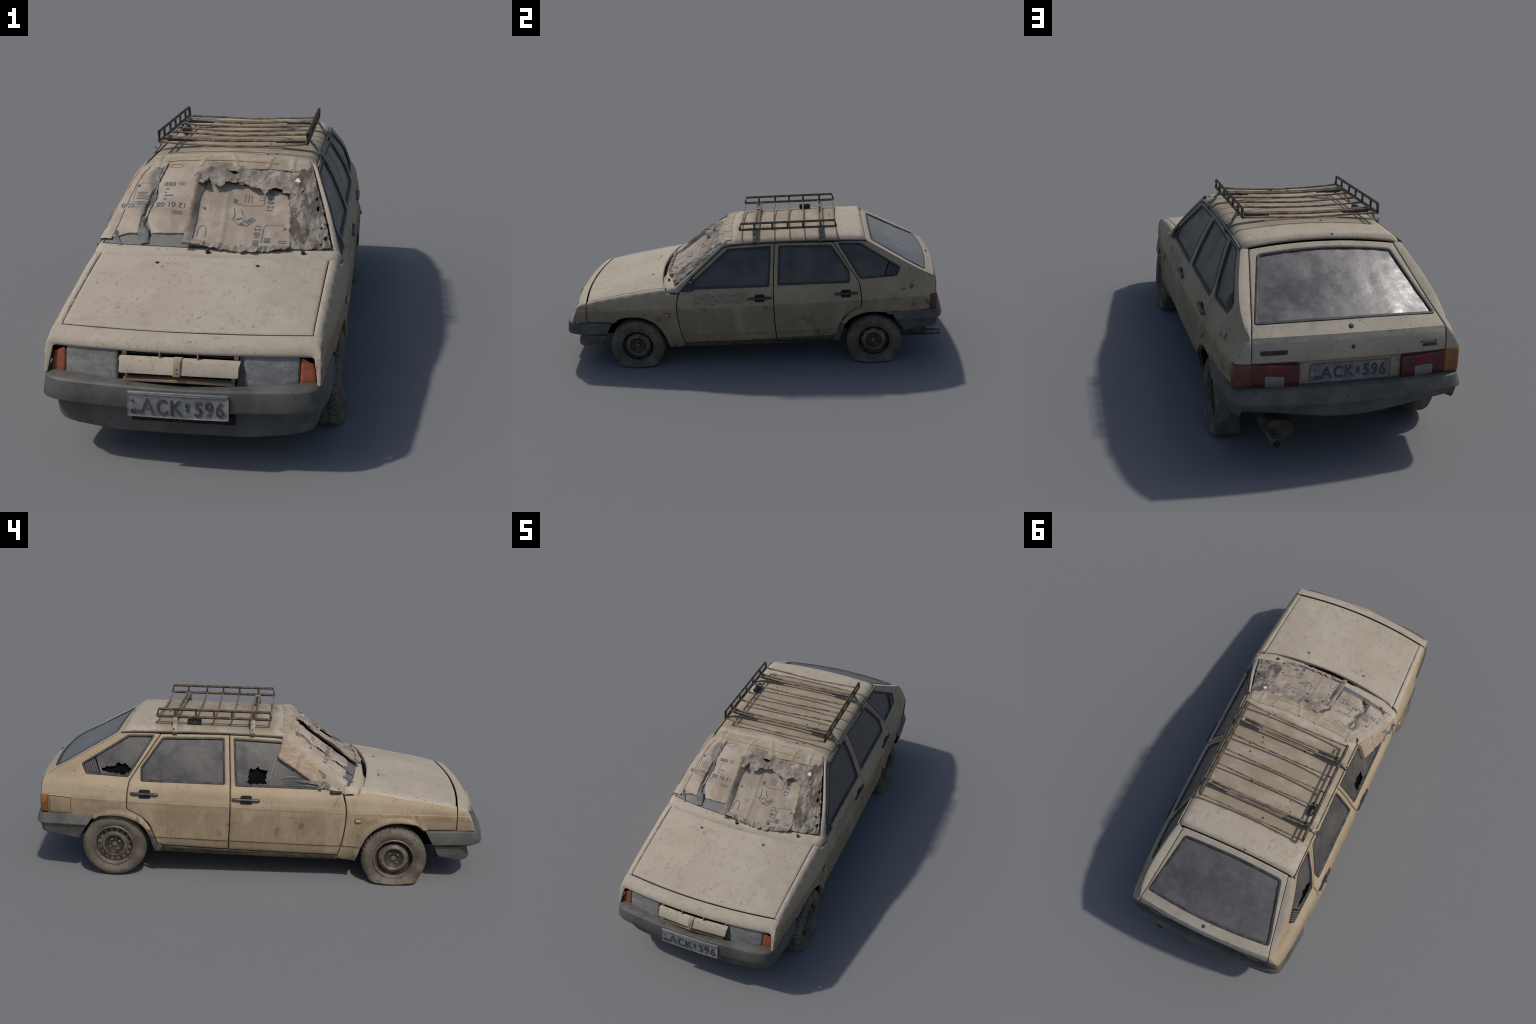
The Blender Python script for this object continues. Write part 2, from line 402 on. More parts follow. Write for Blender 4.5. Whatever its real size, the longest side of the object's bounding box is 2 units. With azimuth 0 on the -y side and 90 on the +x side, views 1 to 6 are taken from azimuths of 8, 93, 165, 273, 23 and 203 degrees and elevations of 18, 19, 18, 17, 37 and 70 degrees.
# ------------------------------------------------------------------ body surfaces
ZC = curve([(-.95, .2895), (-.853, .2935), (-.373, .3285), (.123, .340), (.57, .353), (.913, .366), (.96, .368)])    # mid crease height
XC = curve([(-.95, .3665), (-.853, .3735), (-.62, .392), (-.373, .4045), (.123, .4070), (.57, .4035), (.80, .393), (.913, .3815), (.96, .374)])
ZB = curve([(-.94, .321), (-.90, .331), (-.853, .340), (-.65, .3745), (-.43, .4045), (-.364, .4020), (.1225, .419), (.558, .436), (.939, .444)])  # shoulder
XB = curve([(-.94, .348), (-.90, .351), (-.853, .3575), (-.65, .3685), (-.43, .3785), (-.364, .3850), (.1225, .3820), (.558, .3755), (.70, .372), (.80, .3655), (.885, .350), (.939, .3285)])
ZL = curve([(-.43, .169), (-.318, .172), (.126, .184), (.446, .193), (.95, .205)])                                      # lower crease
XL = curve([(-.95, .365), (-.43, .399), (.126, .4035), (.446, .402), (.72, .396), (.95, .37)])
ARCH_F = [(-.7205, .2455), (-.680, .2675), (-.612, .2775), (-.555, .2725), (-.5005, .2465), (-.4655, .209), (-.4445, .165), (-.434, .130), (-.4225, .0915)]
ARCH_R = [(.7205, .2705), (.678, .2825), (.611, .2850), (.565, .2765), (.509, .250), (.4805, .2125), (.4655, .168), (.457, .1235)]
KG = .456

def side_x(y, z):
    zb, xb, zc, xc, zl, xl = ZB(y), XB(y), ZC(y), XC(y), ZL(y), XL(y)
    if z >= zb:
        d = z - zb; return xb - d * KG + .006 * math.sin(min(1, d / .21) * math.pi) + .0015 * math.exp(-d / .004) - .0015
    if z >= zc:
        t = (z - zc) / (zb - zc); x = xc + (xb - xc) * t + .0072 * math.sin(t ** 1.8 * math.pi)
    elif z >= zl:
        t = (zc - z) / (zc - zl); x = xc + (xl - xc) * t - .0025 * math.sin(min(1, t * 6) * math.pi) * (t < 1 / 6)
    else:
        t = (zl - z) / .055; x = xl - .0060 * sstep(0, .10, t) - .011 * t * t * (1 if t < 2.2 else 0) - (.053 if t >= 2.2 else 0)
    for (cy, cz, r) in ((-.595, .112, .168), (.614, .120, .168)):      # wheel arch flare
        if z < zc + .02:
            q = math.hypot(y - cy, (z - cz)); x += .0095 * (1 - sstep(r + .010, r + .023, q)) * (q > r - .03)
    return x

FW = .030                                                  # developed width of the fender top roll
def fender_seam(y): return .3385 + (y + .8546) * .0315
def side_map(sg):
    def f(y, s):
        zb = ZB(y)
        if s <= zb or y > -.40: return np.array([sg * side_x(y, s), y, s])
        a = min(1.2, (s - zb) / FW); xs = fender_seam(y); xb = XB(y)
        zt = hood_z(.335, y) - .0005
        return np.array([sg * (xb - (xb - xs) * (1 - math.cos(a * math.pi / 2))), y, zb + (zt - zb) * math.sin(min(1, a) * math.pi / 2)])
    return f
def hood_z(x, y):
    t = (y + .8546) / .4154; e = .3459 + (y + .8546) * .1765 + .0045 * 4 * t * (1 - t); c = .0105 + .0045 * t
    return e + c * (1 - (x / .345) ** 2)
CREST = curve([(-.1365, .651), (-.10, .6535), (-.02, .6570), (.187, .6635), (.45, .6685), (.60, .6680)])
def roof_z(x, y):
    a = abs(x); z = CREST(min(y, .585)) - .0135 * (x / .25) ** 2
    if a > .256: z -= .0160 * ((a - .256) / .030) ** 1.9
    if y > .578: z -= .0150 * ((y - .578) / .018) ** 1.3
    return z
HATCH = [(.5985, .6470), (.616, .6365), (.9147, .4838), (.9575, .4522), (.9597, .4455), (.9650, .432), (.9680, .410), (.9645, .385), (.958, .3646)]
HW = [0.0]
for a, b in zip(HATCH, HATCH[1:]): HW.append(HW[-1] + math.hypot(b[0] - a[0], b[1] - a[1]))
HYc = curve(list(zip(HW, [p[0] for p in HATCH]))); HZc = curve(list(zip(HW, [p[1] for p in HATCH])))
WL = HW[-1]
HDY = curve([(0, .006), (HW[2], -.0185), (HW[4], -.0170), (WL, -.008)]); HDZ = curve([(0, -.0235), (HW[2], -.0105), (HW[4], -.004), (WL, 0)])
HHW = curve([(0, .2585), (HW[2], .3115), (HW[4], .3215), (WL, .3235)])
def hatch_map(x, w):
    a = (x / .3) ** 2; y = np.interp(w, HW, [p[0] for p in HATCH]); z = np.interp(w, HW, [p[1] for p in HATCH])
    return np.array([x, y + HDY(w) * a, z + HDZ(w) * a])

# ------------------------------------------------------------------ the car
car = empty('derelict_car')
car['label'] = 'dusty beige old five-door hatchback with rusty roof rack'
car['category'] = 'car'

def dents(y, z, k):                                       # slight waviness of old sheet metal
    return .0012 * N3(y, z, k, 7.0)

def inset_line(p, q, d):                                  # helper: offset of an open polyline point list
    return [(a + p, b + q) for a, b in d]

def sub_loop(poly, n=1): return poly

C_EDGE = [(.6005, .6300), (.70, .5775), (.80, .5225), (.90, .4665), (.9385, .4435), (.9455, .425), (.9475, .40), (.9455, .370)]
H_EDGE = [(0, 0), ]

def seal_ring(poly, fm, width, off, parent, name='window_seal', mat=None, sign=1, lift=.0015):
    """flat rubber ring lying on the surface along a closed outline, rounded section"""
    L = resample(poly, .012); n = len(L); rows = []
    cen = np.mean(L, axis=0)
    for i in range(n):
        t = L[(i + 1) % n] - L[i - 1]; t /= np.linalg.norm(t); m = np.array([-t[1], t[0]])
        if np.dot(m, cen - L[i]) < 0: m = -m
        row = []
        for s, k in ((-.15, -.004), (0.0, lift * .6), (.35, lift), (.7, lift * .4), (1.0, -.006)):
            p = L[i] + m * width * s; nn = nrm(fm, *p) * sign; row.append(fm(*p) + nn * (k + off))
        rows.append(row)
    rows.append(rows[0]); V, F = loft(rows)
    o = mesh_obj(name, V, F, mat or M['rubber'], parent, 50); return recalc(o)

def shrink(poly, d):
    """inward offset of a simple closed polygon"""
    L = [np.array(p, float) for p in poly]; n = len(L); ar = sum(L[i - 1][0] * L[i][1] - L[i][0] * L[i - 1][1] for i in range(n)); sg = 1 if ar > 0 else -1; out = []
    for i in range(n):
        a = L[i] - L[i - 1]; b = L[(i + 1) % n] - L[i]; a /= np.linalg.norm(a); b /= np.linalg.norm(b)
        na = np.array([-a[1], a[0]]) * sg; nb = np.array([-b[1], b[0]]) * sg; m = na + nb; k = m @ na
        out.append(tuple(L[i] + m * d / max(k, .35)))
    return out

def ragged(poly, amp, h, k=0.0, s=60):
    out = []
    for p in resample(poly, h): out.append((p[0] + amp * FB(p[0], p[1], k, s, 3), p[1] + amp * FB(p[0], p[1], k + 7, s, 3)))
    return out

FWIN = round_corners([(-.2885, .4170), (-.2860, .4600), (-.1075, .6030), (.1135, .6140), (.1010, .4240)], .007)
RWIN = round_corners([(.1445, .4295), (.1530, .6150), (.4215, .6130), (.5115, .4905), (.5095, .4355)], .007)
QWIN = round_corners([(.4545, .6215), (.5700, .6200), (.7700, .5020), (.7490, .4600), (.5640, .4510)], .009)
HOLE_F = [(.054, .4385), (.046, .455), (.0393, .498), (.020, .495), (.0046, .5044), (-.012, .495), (-.0389, .492), (-.0295, .4617), (-.030, .448), (-.0365, .4355), (.01, .4335)]
HOLE_Q = [(.6812, .4813), (.661, .4931), (.6277, .4938), (.6117, .5074), (.5825, .5061), (.5526, .4915), (.556, .4762), (.5802, .4626), (.6386, .4652), (.6722, .4721)]
G = .0021                                                 # half panel gap

def arch_rings(cy, cz, y0, y1, zmin=.10):
    P = [(cy + q * math.cos(t), cz + q * math.sin(t)) for q in (.176, .181, .186, .192) for t in np.arange(-.2, math.pi + .2, .06)]
    return [(y, z) for y, z in P if y0 < y < y1 and z > zmin]
def build_side(sg):
    fm = side_map(sg); S = sg; left = sg < 0
    mats = M['side']
    P = lambda *a, **k: panel(*a, sign=-S if False else (1 if S > 0 else -1), **k)
    # --- front fender
    top = [(y, ZB(y) + FW) for y in np.linspace(-.8545 + .002, -.4400, 24)]
    door_front = [(-.364, .3985), (-.3745, .355), (-.3770, .318), (-.3745, .265), (-.3669, .211), (-.3557, .157), (-.3435, .1085)]
    arch = smooth_line(ARCH_F[::-1], 5)
    fend = top + [(-.4335, ZB(-.4335) + .008), (-.425, .3985), (-.368, .3968)] + [(a - G, b) for a, b in smooth_line(door_front[1:], 3)] + \
        [(-.352, .100), (-.385, .094)] + arch + [(-.80, .2445), (-.8525, .2445), (-.8530, .30)]
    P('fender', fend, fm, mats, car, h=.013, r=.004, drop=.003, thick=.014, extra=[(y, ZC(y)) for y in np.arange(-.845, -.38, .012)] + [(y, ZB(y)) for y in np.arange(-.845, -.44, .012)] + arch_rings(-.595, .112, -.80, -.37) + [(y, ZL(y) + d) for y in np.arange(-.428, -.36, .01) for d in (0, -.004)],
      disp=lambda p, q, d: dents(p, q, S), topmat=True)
    # --- front door with window opening
    bseam = [(.1313, .6255), (.1245, .480), (.1222, .421), (.1212, .339), (.1240, .250), (.1272, .190), (.1300, .137)]
    fd = [(a + G, b) for a, b in smooth_line(door_front[1:], 3)][::-1]
    door = [(-.3468 + .004, .1225)] + fd[1:] + [(-.360, .402), (-.345, .4190), (-.300, .4710), (-.215, .5430), (-.131, .6115), (-.05, .6190), (.05, .6235)] + \
        [(a - G, b) for a, b in smooth_line(bseam, 3)]
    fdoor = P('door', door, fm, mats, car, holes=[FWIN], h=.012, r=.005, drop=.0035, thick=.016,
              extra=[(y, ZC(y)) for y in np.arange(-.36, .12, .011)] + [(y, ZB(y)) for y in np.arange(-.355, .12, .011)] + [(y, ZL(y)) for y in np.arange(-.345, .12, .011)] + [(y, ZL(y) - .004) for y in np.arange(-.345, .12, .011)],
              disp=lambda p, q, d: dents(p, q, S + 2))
    # --- rear door
    cseam = [(.4300, .6255), (.4610, .5820), (.5590, .4365), (.5665, .3900), (.5690, .3460), (.5695, .3260), (.5605, .3100), (.514, .2868), (.4774, .2525), (.4572, .2195), (.4453, .1925), (.4365, .1620), (.421, .1500)]
    rdoor_o = [(.1335, .1385)] + [(a + G, b) for a, b in smooth_line(bseam[::-1], 3)][1:] + [(.23, .6262), (.33, .6262)] + [(a - G, b) for a, b in smooth_line(cseam[:3], 3) + smooth_line(cseam[3:], 3)]
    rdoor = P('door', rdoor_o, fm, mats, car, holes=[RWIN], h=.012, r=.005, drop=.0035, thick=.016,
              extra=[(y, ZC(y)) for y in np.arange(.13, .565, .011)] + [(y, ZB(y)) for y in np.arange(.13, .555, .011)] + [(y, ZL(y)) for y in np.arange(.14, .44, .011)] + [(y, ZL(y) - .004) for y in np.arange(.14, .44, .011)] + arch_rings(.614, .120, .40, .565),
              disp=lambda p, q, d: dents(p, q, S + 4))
    # --- rear quarter
    archr = smooth_line(ARCH_R, 5)
    lampn = [(.9455, .3700), (.9190, .3665), (.9190, .2860)]
    q = [(a + G, b) for a, b in smooth_line(cseam[:3], 3) + smooth_line(cseam[3:], 3)] + [(.4215, .1180), (.4560, .1150)] + archr[::-1] + [(.80, .2760)] + lampn[::-1] + \
        [c for c in C_EDGE[::-1][1:]] + [(.52, .6305)]
    holes = [QWIN]; flap = None
    if left:
        flap = [(.8155, .2840), (.8155, .3580), (.9140, .3625), (.9150, .2850)]; holes.append(flap)
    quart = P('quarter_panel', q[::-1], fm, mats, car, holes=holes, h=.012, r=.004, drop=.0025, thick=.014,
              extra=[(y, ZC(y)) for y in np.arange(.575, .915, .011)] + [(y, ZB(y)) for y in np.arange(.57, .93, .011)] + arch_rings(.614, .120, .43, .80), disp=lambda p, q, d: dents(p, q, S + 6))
    quart.data.materials.append(M['guard'])
    for f in quart.data.polygons:
        if f.center.y < .512 - max(0, f.center.z - .215) * 1.2 and f.center.z < .228: f.material_index = 1
    if flap: P('fuel_flap', shrink(flap, .0018)[::-1], fm, mats, quart, h=.012, r=.004, drop=.003, thick=.01, extra=[])
    # pillar roll from the flank to the hatch seam
    ee = [p for p in resample_open(C_EDGE, .012)]; rows = []
    for i, (y, z) in enumerate(ee):
        a = np.array([side_x(y, z), y, z]); w = WL * min(1, max(0, (math.hypot(y - .6005, z - .63)) / math.hypot(.9385 - .6005, .4435 - .63))) * HW[4] / WL
        if y > .9385 or z < .4435: w = HW[4] + (WL - HW[4]) * (.4435 - z) / (.4435 - .370)
        w = min(w, WL); hp = hatch_map(HHW(w) + .0026, w); hp = hp + np.array([0, 0, .001])
        row = []
        corner = np.array([a[0] - .002, hp[1] * .6 + a[1] * .4, max(a[2], hp[2]) + .0])
        n1 = nrm(hatch_map, .2, w); n1 = n1 if n1[1] + n1[2] > 0 else -n1
        corner = hp + (a - hp) * .62 + n1 * .0035
        for t in (0, .2, .4, .6, .8, 1.0): row.append((1 - t) ** 2 * a + 2 * t * (1 - t) * corner + t * t * hp)
        row.append(hp - n1 * .012)
        rows.append([p * np.array([S, 1, 1]) for p in row])
    V, F = loft(rows); recalc(mesh_obj('pillar', V, F, M['top'], quart, 60, flip=S < 0))
    # --- sill
    sill = [(-.3475, .0950), (-.3445, .1190), (-.32, .1205), (.13, .1335), (.4185, .1470), (.4190, .1110), (.13, .1030), (-.32, .0925)]
    P('sill', sill[::-1], fm, M['bumpy_sill'], car, h=.014, r=.003, drop=.002, thick=.02, base=-.0025)
    # --- glass panes and seals
    gm = lambda y, s: fm(y, s)
    for nm, win, par, hole in (('front', FWIN, fdoor, HOLE_F if left else None), ('rear', RWIN, rdoor, None), ('quarter', QWIN, quart, HOLE_Q if left else None)):
        pane = shrink(win, .004)
        if nm == 'quarter': pane = round_corners([(.4600, .6160), (.5645, .6145), (.7090, .5290), (.6860, .4640), (.5660, .4560)], .006)
        hl = [ragged(ragged(hole, .006, .0045, 3.3, 70), .004, .003, 8.1, 170)] if hole else []
        g = P('window_pane', pane, gm, M['glass'], par, holes=hl, h=.016, r=0, thick=.003, base=-.0075, disp=lambda p, q, d: .0010 * FB(p, q, S, 30, 2))
        seal_ring(win, fm, .0085, -.001, par, sign=1 if S > 0 else -1)
        if hl:                                           # dark hollow behind the broken pane
            bl = shrink(pane, .002)
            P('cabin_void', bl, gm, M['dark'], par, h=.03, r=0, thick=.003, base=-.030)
            # a few shards of lining behind
    # quarter vent with slats
    vent = [(.7125, .5255), (.7610, .5005), (.7440, .4640), (.6890, .4605)]
    P('vent', round_corners(vent, .004)[::-1], fm, M['plastic'], quart, h=.012, r=0, thick=.004, base=-.0065)
    a0, a1, b0, b1 = [np.array(v) for v in (vent[0], vent[3], vent[1], vent[2])]
    parts = []
    for k in range(6):
        t = (k + .6) / 6.3; p0 = a0 + (b0 - a0) * t; p1 = a1 + (b1 - a1) * t; c = (p0 + p1) / 2; p0 = c + (p0 - c) * .82; p1 = c + (p1 - c) * .82
        pts = [fm(*(p0 + (p1 - p0) * s)) + nrm(fm, *c) * (1 if S > 0 else -1) * -.0022 for s in (0, .5, 1)]
        parts.append(tube(pts, .0030, 6))
    recalc(mesh_obj('vent_slat', *join(parts), M['bumper'], quart))
    # --- door handles
    for (yc, zc0, par) in ((.0530, .3700, fdoor), (.4910, .3850, rdoor)):
        tilt = .022
        cup = round_corners([(yc - .026, zc0 - .020), (yc - .026, zc0 + .013), (yc - .020, zc0 + .019), (yc + .018, zc0 + .019), (yc + .024, zc0 + .013), (yc + .024, zc0 - .020)], .005)
        hn = P('door_handle', cup, fm, M['shade'], par, h=.012, r=0, thick=.004, base=.0012)
        V = []; bar = []
        for s in np.linspace(-1, 1, 15):
            y = yc + s * .0605; z = zc0 + s * .0605 * tilt; w = .0062 * (1 - max(0, abs(s) - .9) * 4); tck = .011 * (1 - max(0, abs(s) - .85) * 2.5)
            x = side_x(y, z); bar.append([np.array([S * (x + dx), y, z + dz]) for dx, dz in ((.0, -w), (tck * .75, -w * .85), (tck, -w * .3), (tck, w * .35), (tck * .7, w), (0, w))])
        V, F = loft(bar, True); F += [tuple(range(6)), tuple(14 * 6 + i for i in range(6))]
        recalc(mesh_obj('handle_bar', V, F, M['plastic'], hn, 30))
    # --- side marker
    V, F = box((S * (side_x(-.4285, .288) + .003), -.4285, .2885), (.012, .0245, .0125), .003)
    mk = mesh_obj('marker_lens', V, F, M['yellow'], car)
    V, F = box((S * (side_x(-.4285, .288) + .0005), -.4285, .2885), (.006, .030, .0175), .002); mesh_obj('marker_base', V, F, M['rubber'], mk)
    # --- A pillar between windscreen and door frame
    inner = [(.3655, -.386, .4270), (.331, -.270, .5155), (.305, -.195, .578), (.2775, -.1195, .6395)]
    outr = [(-.363, .402), (-.347, .4210), (-.300, .4730), (-.215, .5450), (-.131, .6135), (-.110, .6190)]
    I = smooth_line(inner, 8); O = resample_n(outr, len(I)); rows = []
    for i, (p, (y, z)) in enumerate(zip(I, O)):
        a = np.array(p); b = np.array([side_x(y, z), y, z]); m = (a + b) / 2; nn = np.array([.62, -.55, .56])
        rows.append([np.array([S, 1, 1]) * v for v in (a - nn * .008, a, a * .75 + b * .25 + nn * .0045, m + nn * .006, a * .25 + b * .75 + nn * .0045, b, b - np.array([.010, 0, 0]))])
    V, F = loft(rows); recalc(mesh_obj('windscreen_pillar', V, F, M['top'] if S > 0 else M['side'], car, 50))
    # rubber strip along the pillar and the rain gutter along the roof
    pth = [np.array([S * (side_x(y, z) + .001), y + .001, z - .004]) for y, z in resample_n(outr[1:], 20)]
    gut = pth + [np.array([S * (side_x(y, z) + .0005), y, z]) for y, z in [(-.06, .6225), (.05, .6270), (.15, .6305), (.30, .6325), (.45, .6325), (.55, .6310), (.602, .6285)]]
    recalc(mesh_obj('rain_gutter', *tube(gut, .0042, 6), M['rubber'], car))
    g2 = [np.array([S * (side_x(y, z + .004) + .0040), y, z + .0055]) for y, z in [(-.10, .6195), (.05, .6270), (.15, .6305), (.30, .6325), (.45, .6325), (.55, .6310), (.598, .6285)]]
    recalc(mesh_obj('gutter_lip', *tube(g2, .0030, 6), M['frame'], car))

def resample_open(L, h):
    out = []
    for a, b in zip(L, L[1:]):
        k = max(1, int(round(math.hypot(b[0] - a[0], b[1] - a[1]) / h)))
        out += [(a[0] + (b[0] - a[0]) * j / k, a[1] + (b[1] - a[1]) * j / k) for j in range(k)]
    return out + [tuple(L[-1])]
def resample_n(L, n):
    L = [np.array(p, float) for p in L]; c = [0]
    for a, b in zip(L, L[1:]): c.append(c[-1] + np.linalg.norm(b - a))
    out = []
    for t in np.linspace(0, c[-1], n):
        i = min(max(int(np.searchsorted(c, t)) - 1, 0), len(L) - 2); s = (t - c[i]) / (c[i + 1] - c[i]); out.append(tuple(L[i] + (L[i + 1] - L[i]) * s))
    return out

M['paper_roof'] = plain('stained_roof_paper', (.300, .248, .175), (.390, .335, .255), 12, .85, spec=.15, speck=(.24, .185, .12), bump=.4)
M['orangered'] = plain('dark_red_indicator_lens', (.085, .020, .013), (.130, .036, .018), 24, .38, spec=.45, speck=(.05, .016, .012))
M['amber'] = plain('yellow_amber_lens', (.17, .062, .018), (.27, .115, .032), 26, .4, spec=.45, speck=(.085, .035, .015))
M['guard'] = plain('stone_guard_coating', (.070, .064, .054), (.125, .112, .090), 18, .8, spec=.2, speck=(.045, .04, .033), bump=.4)
M['bumpy_sill'] = plain('grimy_sill_paint', (.058, .047, .034), (.120, .095, .064), 16, .8, spec=.2, speck=(.035, .028, .02), bump=.5)

for s in (1, -1): build_side(s)

# ------------------------------------------------------------------ bonnet, cowl, roof
def hood_rear(x): return -.4825 + .0295 * (abs(x) / .3) ** 2 + .010 * max(0, (abs(x) - .3) / .05) ** 2
def hood_front(x): return -.8838 + .0278 * (x / .33) ** 2
xs = np.linspace(-1, 1, 41)
hood_o = [(u * .3362, hood_front(u * .3362) + .0052) for u in xs] + [(.3368 + .0116 * t, -.855 + .41 * t) for t in np.linspace(.06, .96, 16)] + \
         [(u * .348, hood_rear(u * .348)) for u in xs[::-1]] + [(-.3368 - .0116 * t, -.855 + .41 * t) for t in np.linspace(.96, .06, 16)]
hood = panel('hood', hood_o, lambda x, y: np.array([x, y, hood_z(x, y)]), M['top'], car, h=.014, r=.005, drop=.003, thick=.010,
             disp=lambda x, y, d: .0011 * N3(x, y, 1, 6) + .0003 * FB(x, y, 2, 60, 2))
for (x, y) in ((.147, -.5285), (-.153, -.5290)):
    V, F = box((x, y, hood_z(x, y) + .001), (.010, .008, .006), .002); mesh_obj('washer_nozzle', V, F, M['plastic'], hood)

def wb(u): return np.array([u * .363, -.432 + .047 * u * u, .4365 - .0085 * u ** 2])
def cowl_rows():
    rows = []
    for u in np.linspace(-1, 1, 61):
        s = np.sign(u); a = abs(u)
        if a < .86:
            x = u / .86 * .349; h0 = np.array([x, hood_rear(x) + .003, hood_z(x, hood_rear(x)) - .006]); g = wb(x / .349); 
        else:
            t = (a - .86) / .14; c = 1 - math.cos(t * math.pi / 2); q = math.sin(t * math.pi / 2)
            h0 = np.array([s * (.349 + .033 * q), hood_rear(.349) + .003 + .018 * t, .4175 - .018 * c]); g = np.array([s * (.363 + .0245 * q), -.385 + .019 * t, .4280 - .0285 * c])
        dn = np.array([0, 0, -1.])
        row = [h0 + np.array([0, -.004, -.016]), h0 + np.array([0, .001, -.024 * max(0, 1 - (a / .72) ** 2) - .002]), h0 + np.array([0, .010 * max(0, 1 - (a / .72) ** 2) + .004, -.020 * max(0, 1 - (a / .72) ** 2)])]
        for t in (.4, .7, 1.0): row.append(h0 + (g - h0) * t + np.array([0, 0, .003 * math.sin(t * math.pi) - .008 * (1 - t) * max(0, 1 - (a / .72) ** 2)]))
        row.append(g + np.array([0, .004, -.008])); rows.append(row)
    return rows
V, F = loft(cowl_rows()); cowl = recalc(mesh_obj('cowl', V, F, M['top'], car, 60))
for (x, y, z) in ((-.0157, -.4520, .4365), (.2700, -.4250, .4335)):
    recalc(mesh_obj('wiper_stub', *tube([(x, y, z - .008), (x, y - .001, z + .004), (x, y - .002, z + .006)], [.0062, .0058, .003], 10), M['rubber'], cowl))

def roof_front(x): return -.1365 + .0165 * (x / .25) ** 2
ro = [(u * .284, roof_front(u * .284)) for u in xs] + [(.2845, y) for y in np.linspace(-.105, .585, 40)] + \
     [(u * .2835, .5935 + .004 * (u * .2835 / .25) ** 2) for u in xs[::-1]] + [(-.2845, y) for y in np.linspace(.585, -.105, 40)]
roof = panel('roof', ro, lambda x, y: np.array([x, y, roof_z(x, y)]), M['roof'], car, h=.015, r=.004, drop=.002, thick=.010, extra=[(x, y) for y in (.578, .584) for x in np.arange(-.27, .271, .012)],
             disp=lambda x, y, d: .0010 * N3(x, y, 4, 5) + .0003 * FB(x, y, 2, 60, 2))
dot = None
for k, (x, y) in enumerate([(.109, .092), (.161, .120), (.141, .156), (-.048, .420), (-.147, .341), (-.126, .295), (.072, .282), (-.084, .050), (.146, -.048), (.116, -.057), (.118, .068), (-.039, .583)]):
    if dot is None:
        V, F = tube([(0, 0, -.001), (0, 0, .0012), (0, 0, .0022)], [.0052, .0050, .0026], 10); dot = recalc(mesh_obj('rust_stud', V, F, M['rustspot'], roof))
        o = dot
    else:
        o = dot.copy(); SC.objects.link(o)
    o.location = (x, y, roof_z(x, y)); s = .6 + .5 * rng.rand(); o.scale = (s, s * (1 + .4 * rng.rand()), 1)

# ------------------------------------------------------------------ hatch
ho = [(u * HHW(0), 0) for u in np.linspace(-1, 1, 30)] + [(HHW(w), w) for w in np.linspace(.01, WL, 30)] + \
     [(u * HHW(WL), WL) for u in np.linspace(.98, -.98, 30)] + [(-HHW(w), w) for w in np.linspace(WL, .01, 30)]
ho = round_corners(ho, .004, 2)
gw0 = .029; gw1 = HW[2] + .001
def ghw(w): return .2375 + (.3035 - .2375) * (w - gw0) / (gw1 - gw0)
GL = round_corners([(-ghw(gw0), gw0 + .002), (0, gw0 - .002), (ghw(gw0), gw0 + .002), (ghw(gw1), gw1 - .002), (0, gw1), (-ghw(gw1), gw1 - .002)], .014)
hatch = panel('hatch', ho, hatch_map, M['top'], car, holes=[GL], h=.013, r=.004, drop=.003, thick=.014, sign=1, angle=22, extra=[(x, w) for w in HW[3:8] for x in np.arange(-.315, .316, .012)],
              disp=lambda x, y, d: .0010 * N3(x, y, 9, 8))
def probe():
    n = nrm(hatch_map, 0., .2); return n
HS = 1 if probe()[2] > 0 else -1
if HS > 0:   # orientation guard
    pass
seal_ring(GL, hatch_map, .013, 0, hatch, sign=HS, lift=.0025)
panel('hatch_window', shrink(GL, .009), hatch_map, M['rearglass'], hatch, h=.016, r=0, thick=.003, sign=HS, base=-.004, disp=lambda x, w, d: .0009 * FB(x, w, 3, 22, 3) + .0012 * math.exp(-d / .01) * FB(x, w, 8, 45, 2))
def on_hatch(x, w, o): return hatch_map(x, w) + nrm(hatch_map, x, w) * HS * o
wk = HW[4] - .022
for (x, w, r0) in ((0, wk - .010, .0072), (0, HW[6] + .001, .0058)):
    c = on_hatch(x, w, -.002); n = nrm(hatch_map, x, w) * HS
    recalc(mesh_obj('hatch_lock', *tube([c, c + n * .004, c + n * .0065], [r0 * 1.25, r0 * 1.15, r0 * .6], 12), M['rubber'], hatch))
def badge(x0, x1, z0, z1, name='badge'):
    w0 = np.interp(-z1, [-p[1] for p in HATCH], HW); w1 = np.interp(-z0, [-p[1] for p in HATCH], HW)
    return panel(name, round_corners([(x0, w0), (x1, w0), (x1, w1), (x0, w1)], .002), hatch_map, M['plastic'], hatch, h=.012, r=.002, drop=.001, thick=.004, sign=HS, base=.003)
badge(.212, .2965, .396, .411); badge(-.2895, -.2400, .3885, .4000)
b = badge(-.285, -.232, .4045, .4058, 'badge_trace'); badge(-.234, -.231, .402, .4095, 'badge_trace'); badge(-.286, -.283, .403, .4105, 'badge_trace')

# tail panel, plate
tail = mesh_obj('tail_panel', *box((0, .936, .322), (.66, .02, .092), .003), M['frame'], car)

def text_mesh(s, size, ext=.0, bold=0.0):
    cu = bpy.data.curves.new('t', 'FONT'); cu.body = s; cu.size = size; cu.extrude = ext; cu.align_x = 'CENTER'; cu.align_y = 'CENTER'; cu.offset = bold; cu.resolution_u = 4
    o = bpy.data.objects.new('t', cu); SC.objects.link(o); dg = bpy.context.evaluated_depsgraph_get(); me = bpy.data.meshes.new_from_object(o.evaluated_get(dg))
    V = [np.array(v.co) for v in me.vertices]; F = [tuple(p.vertices) for p in me.polygons]
    bpy.data.objects.remove(o); bpy.data.curves.remove(cu); bpy.data.meshes.remove(me); return V, F

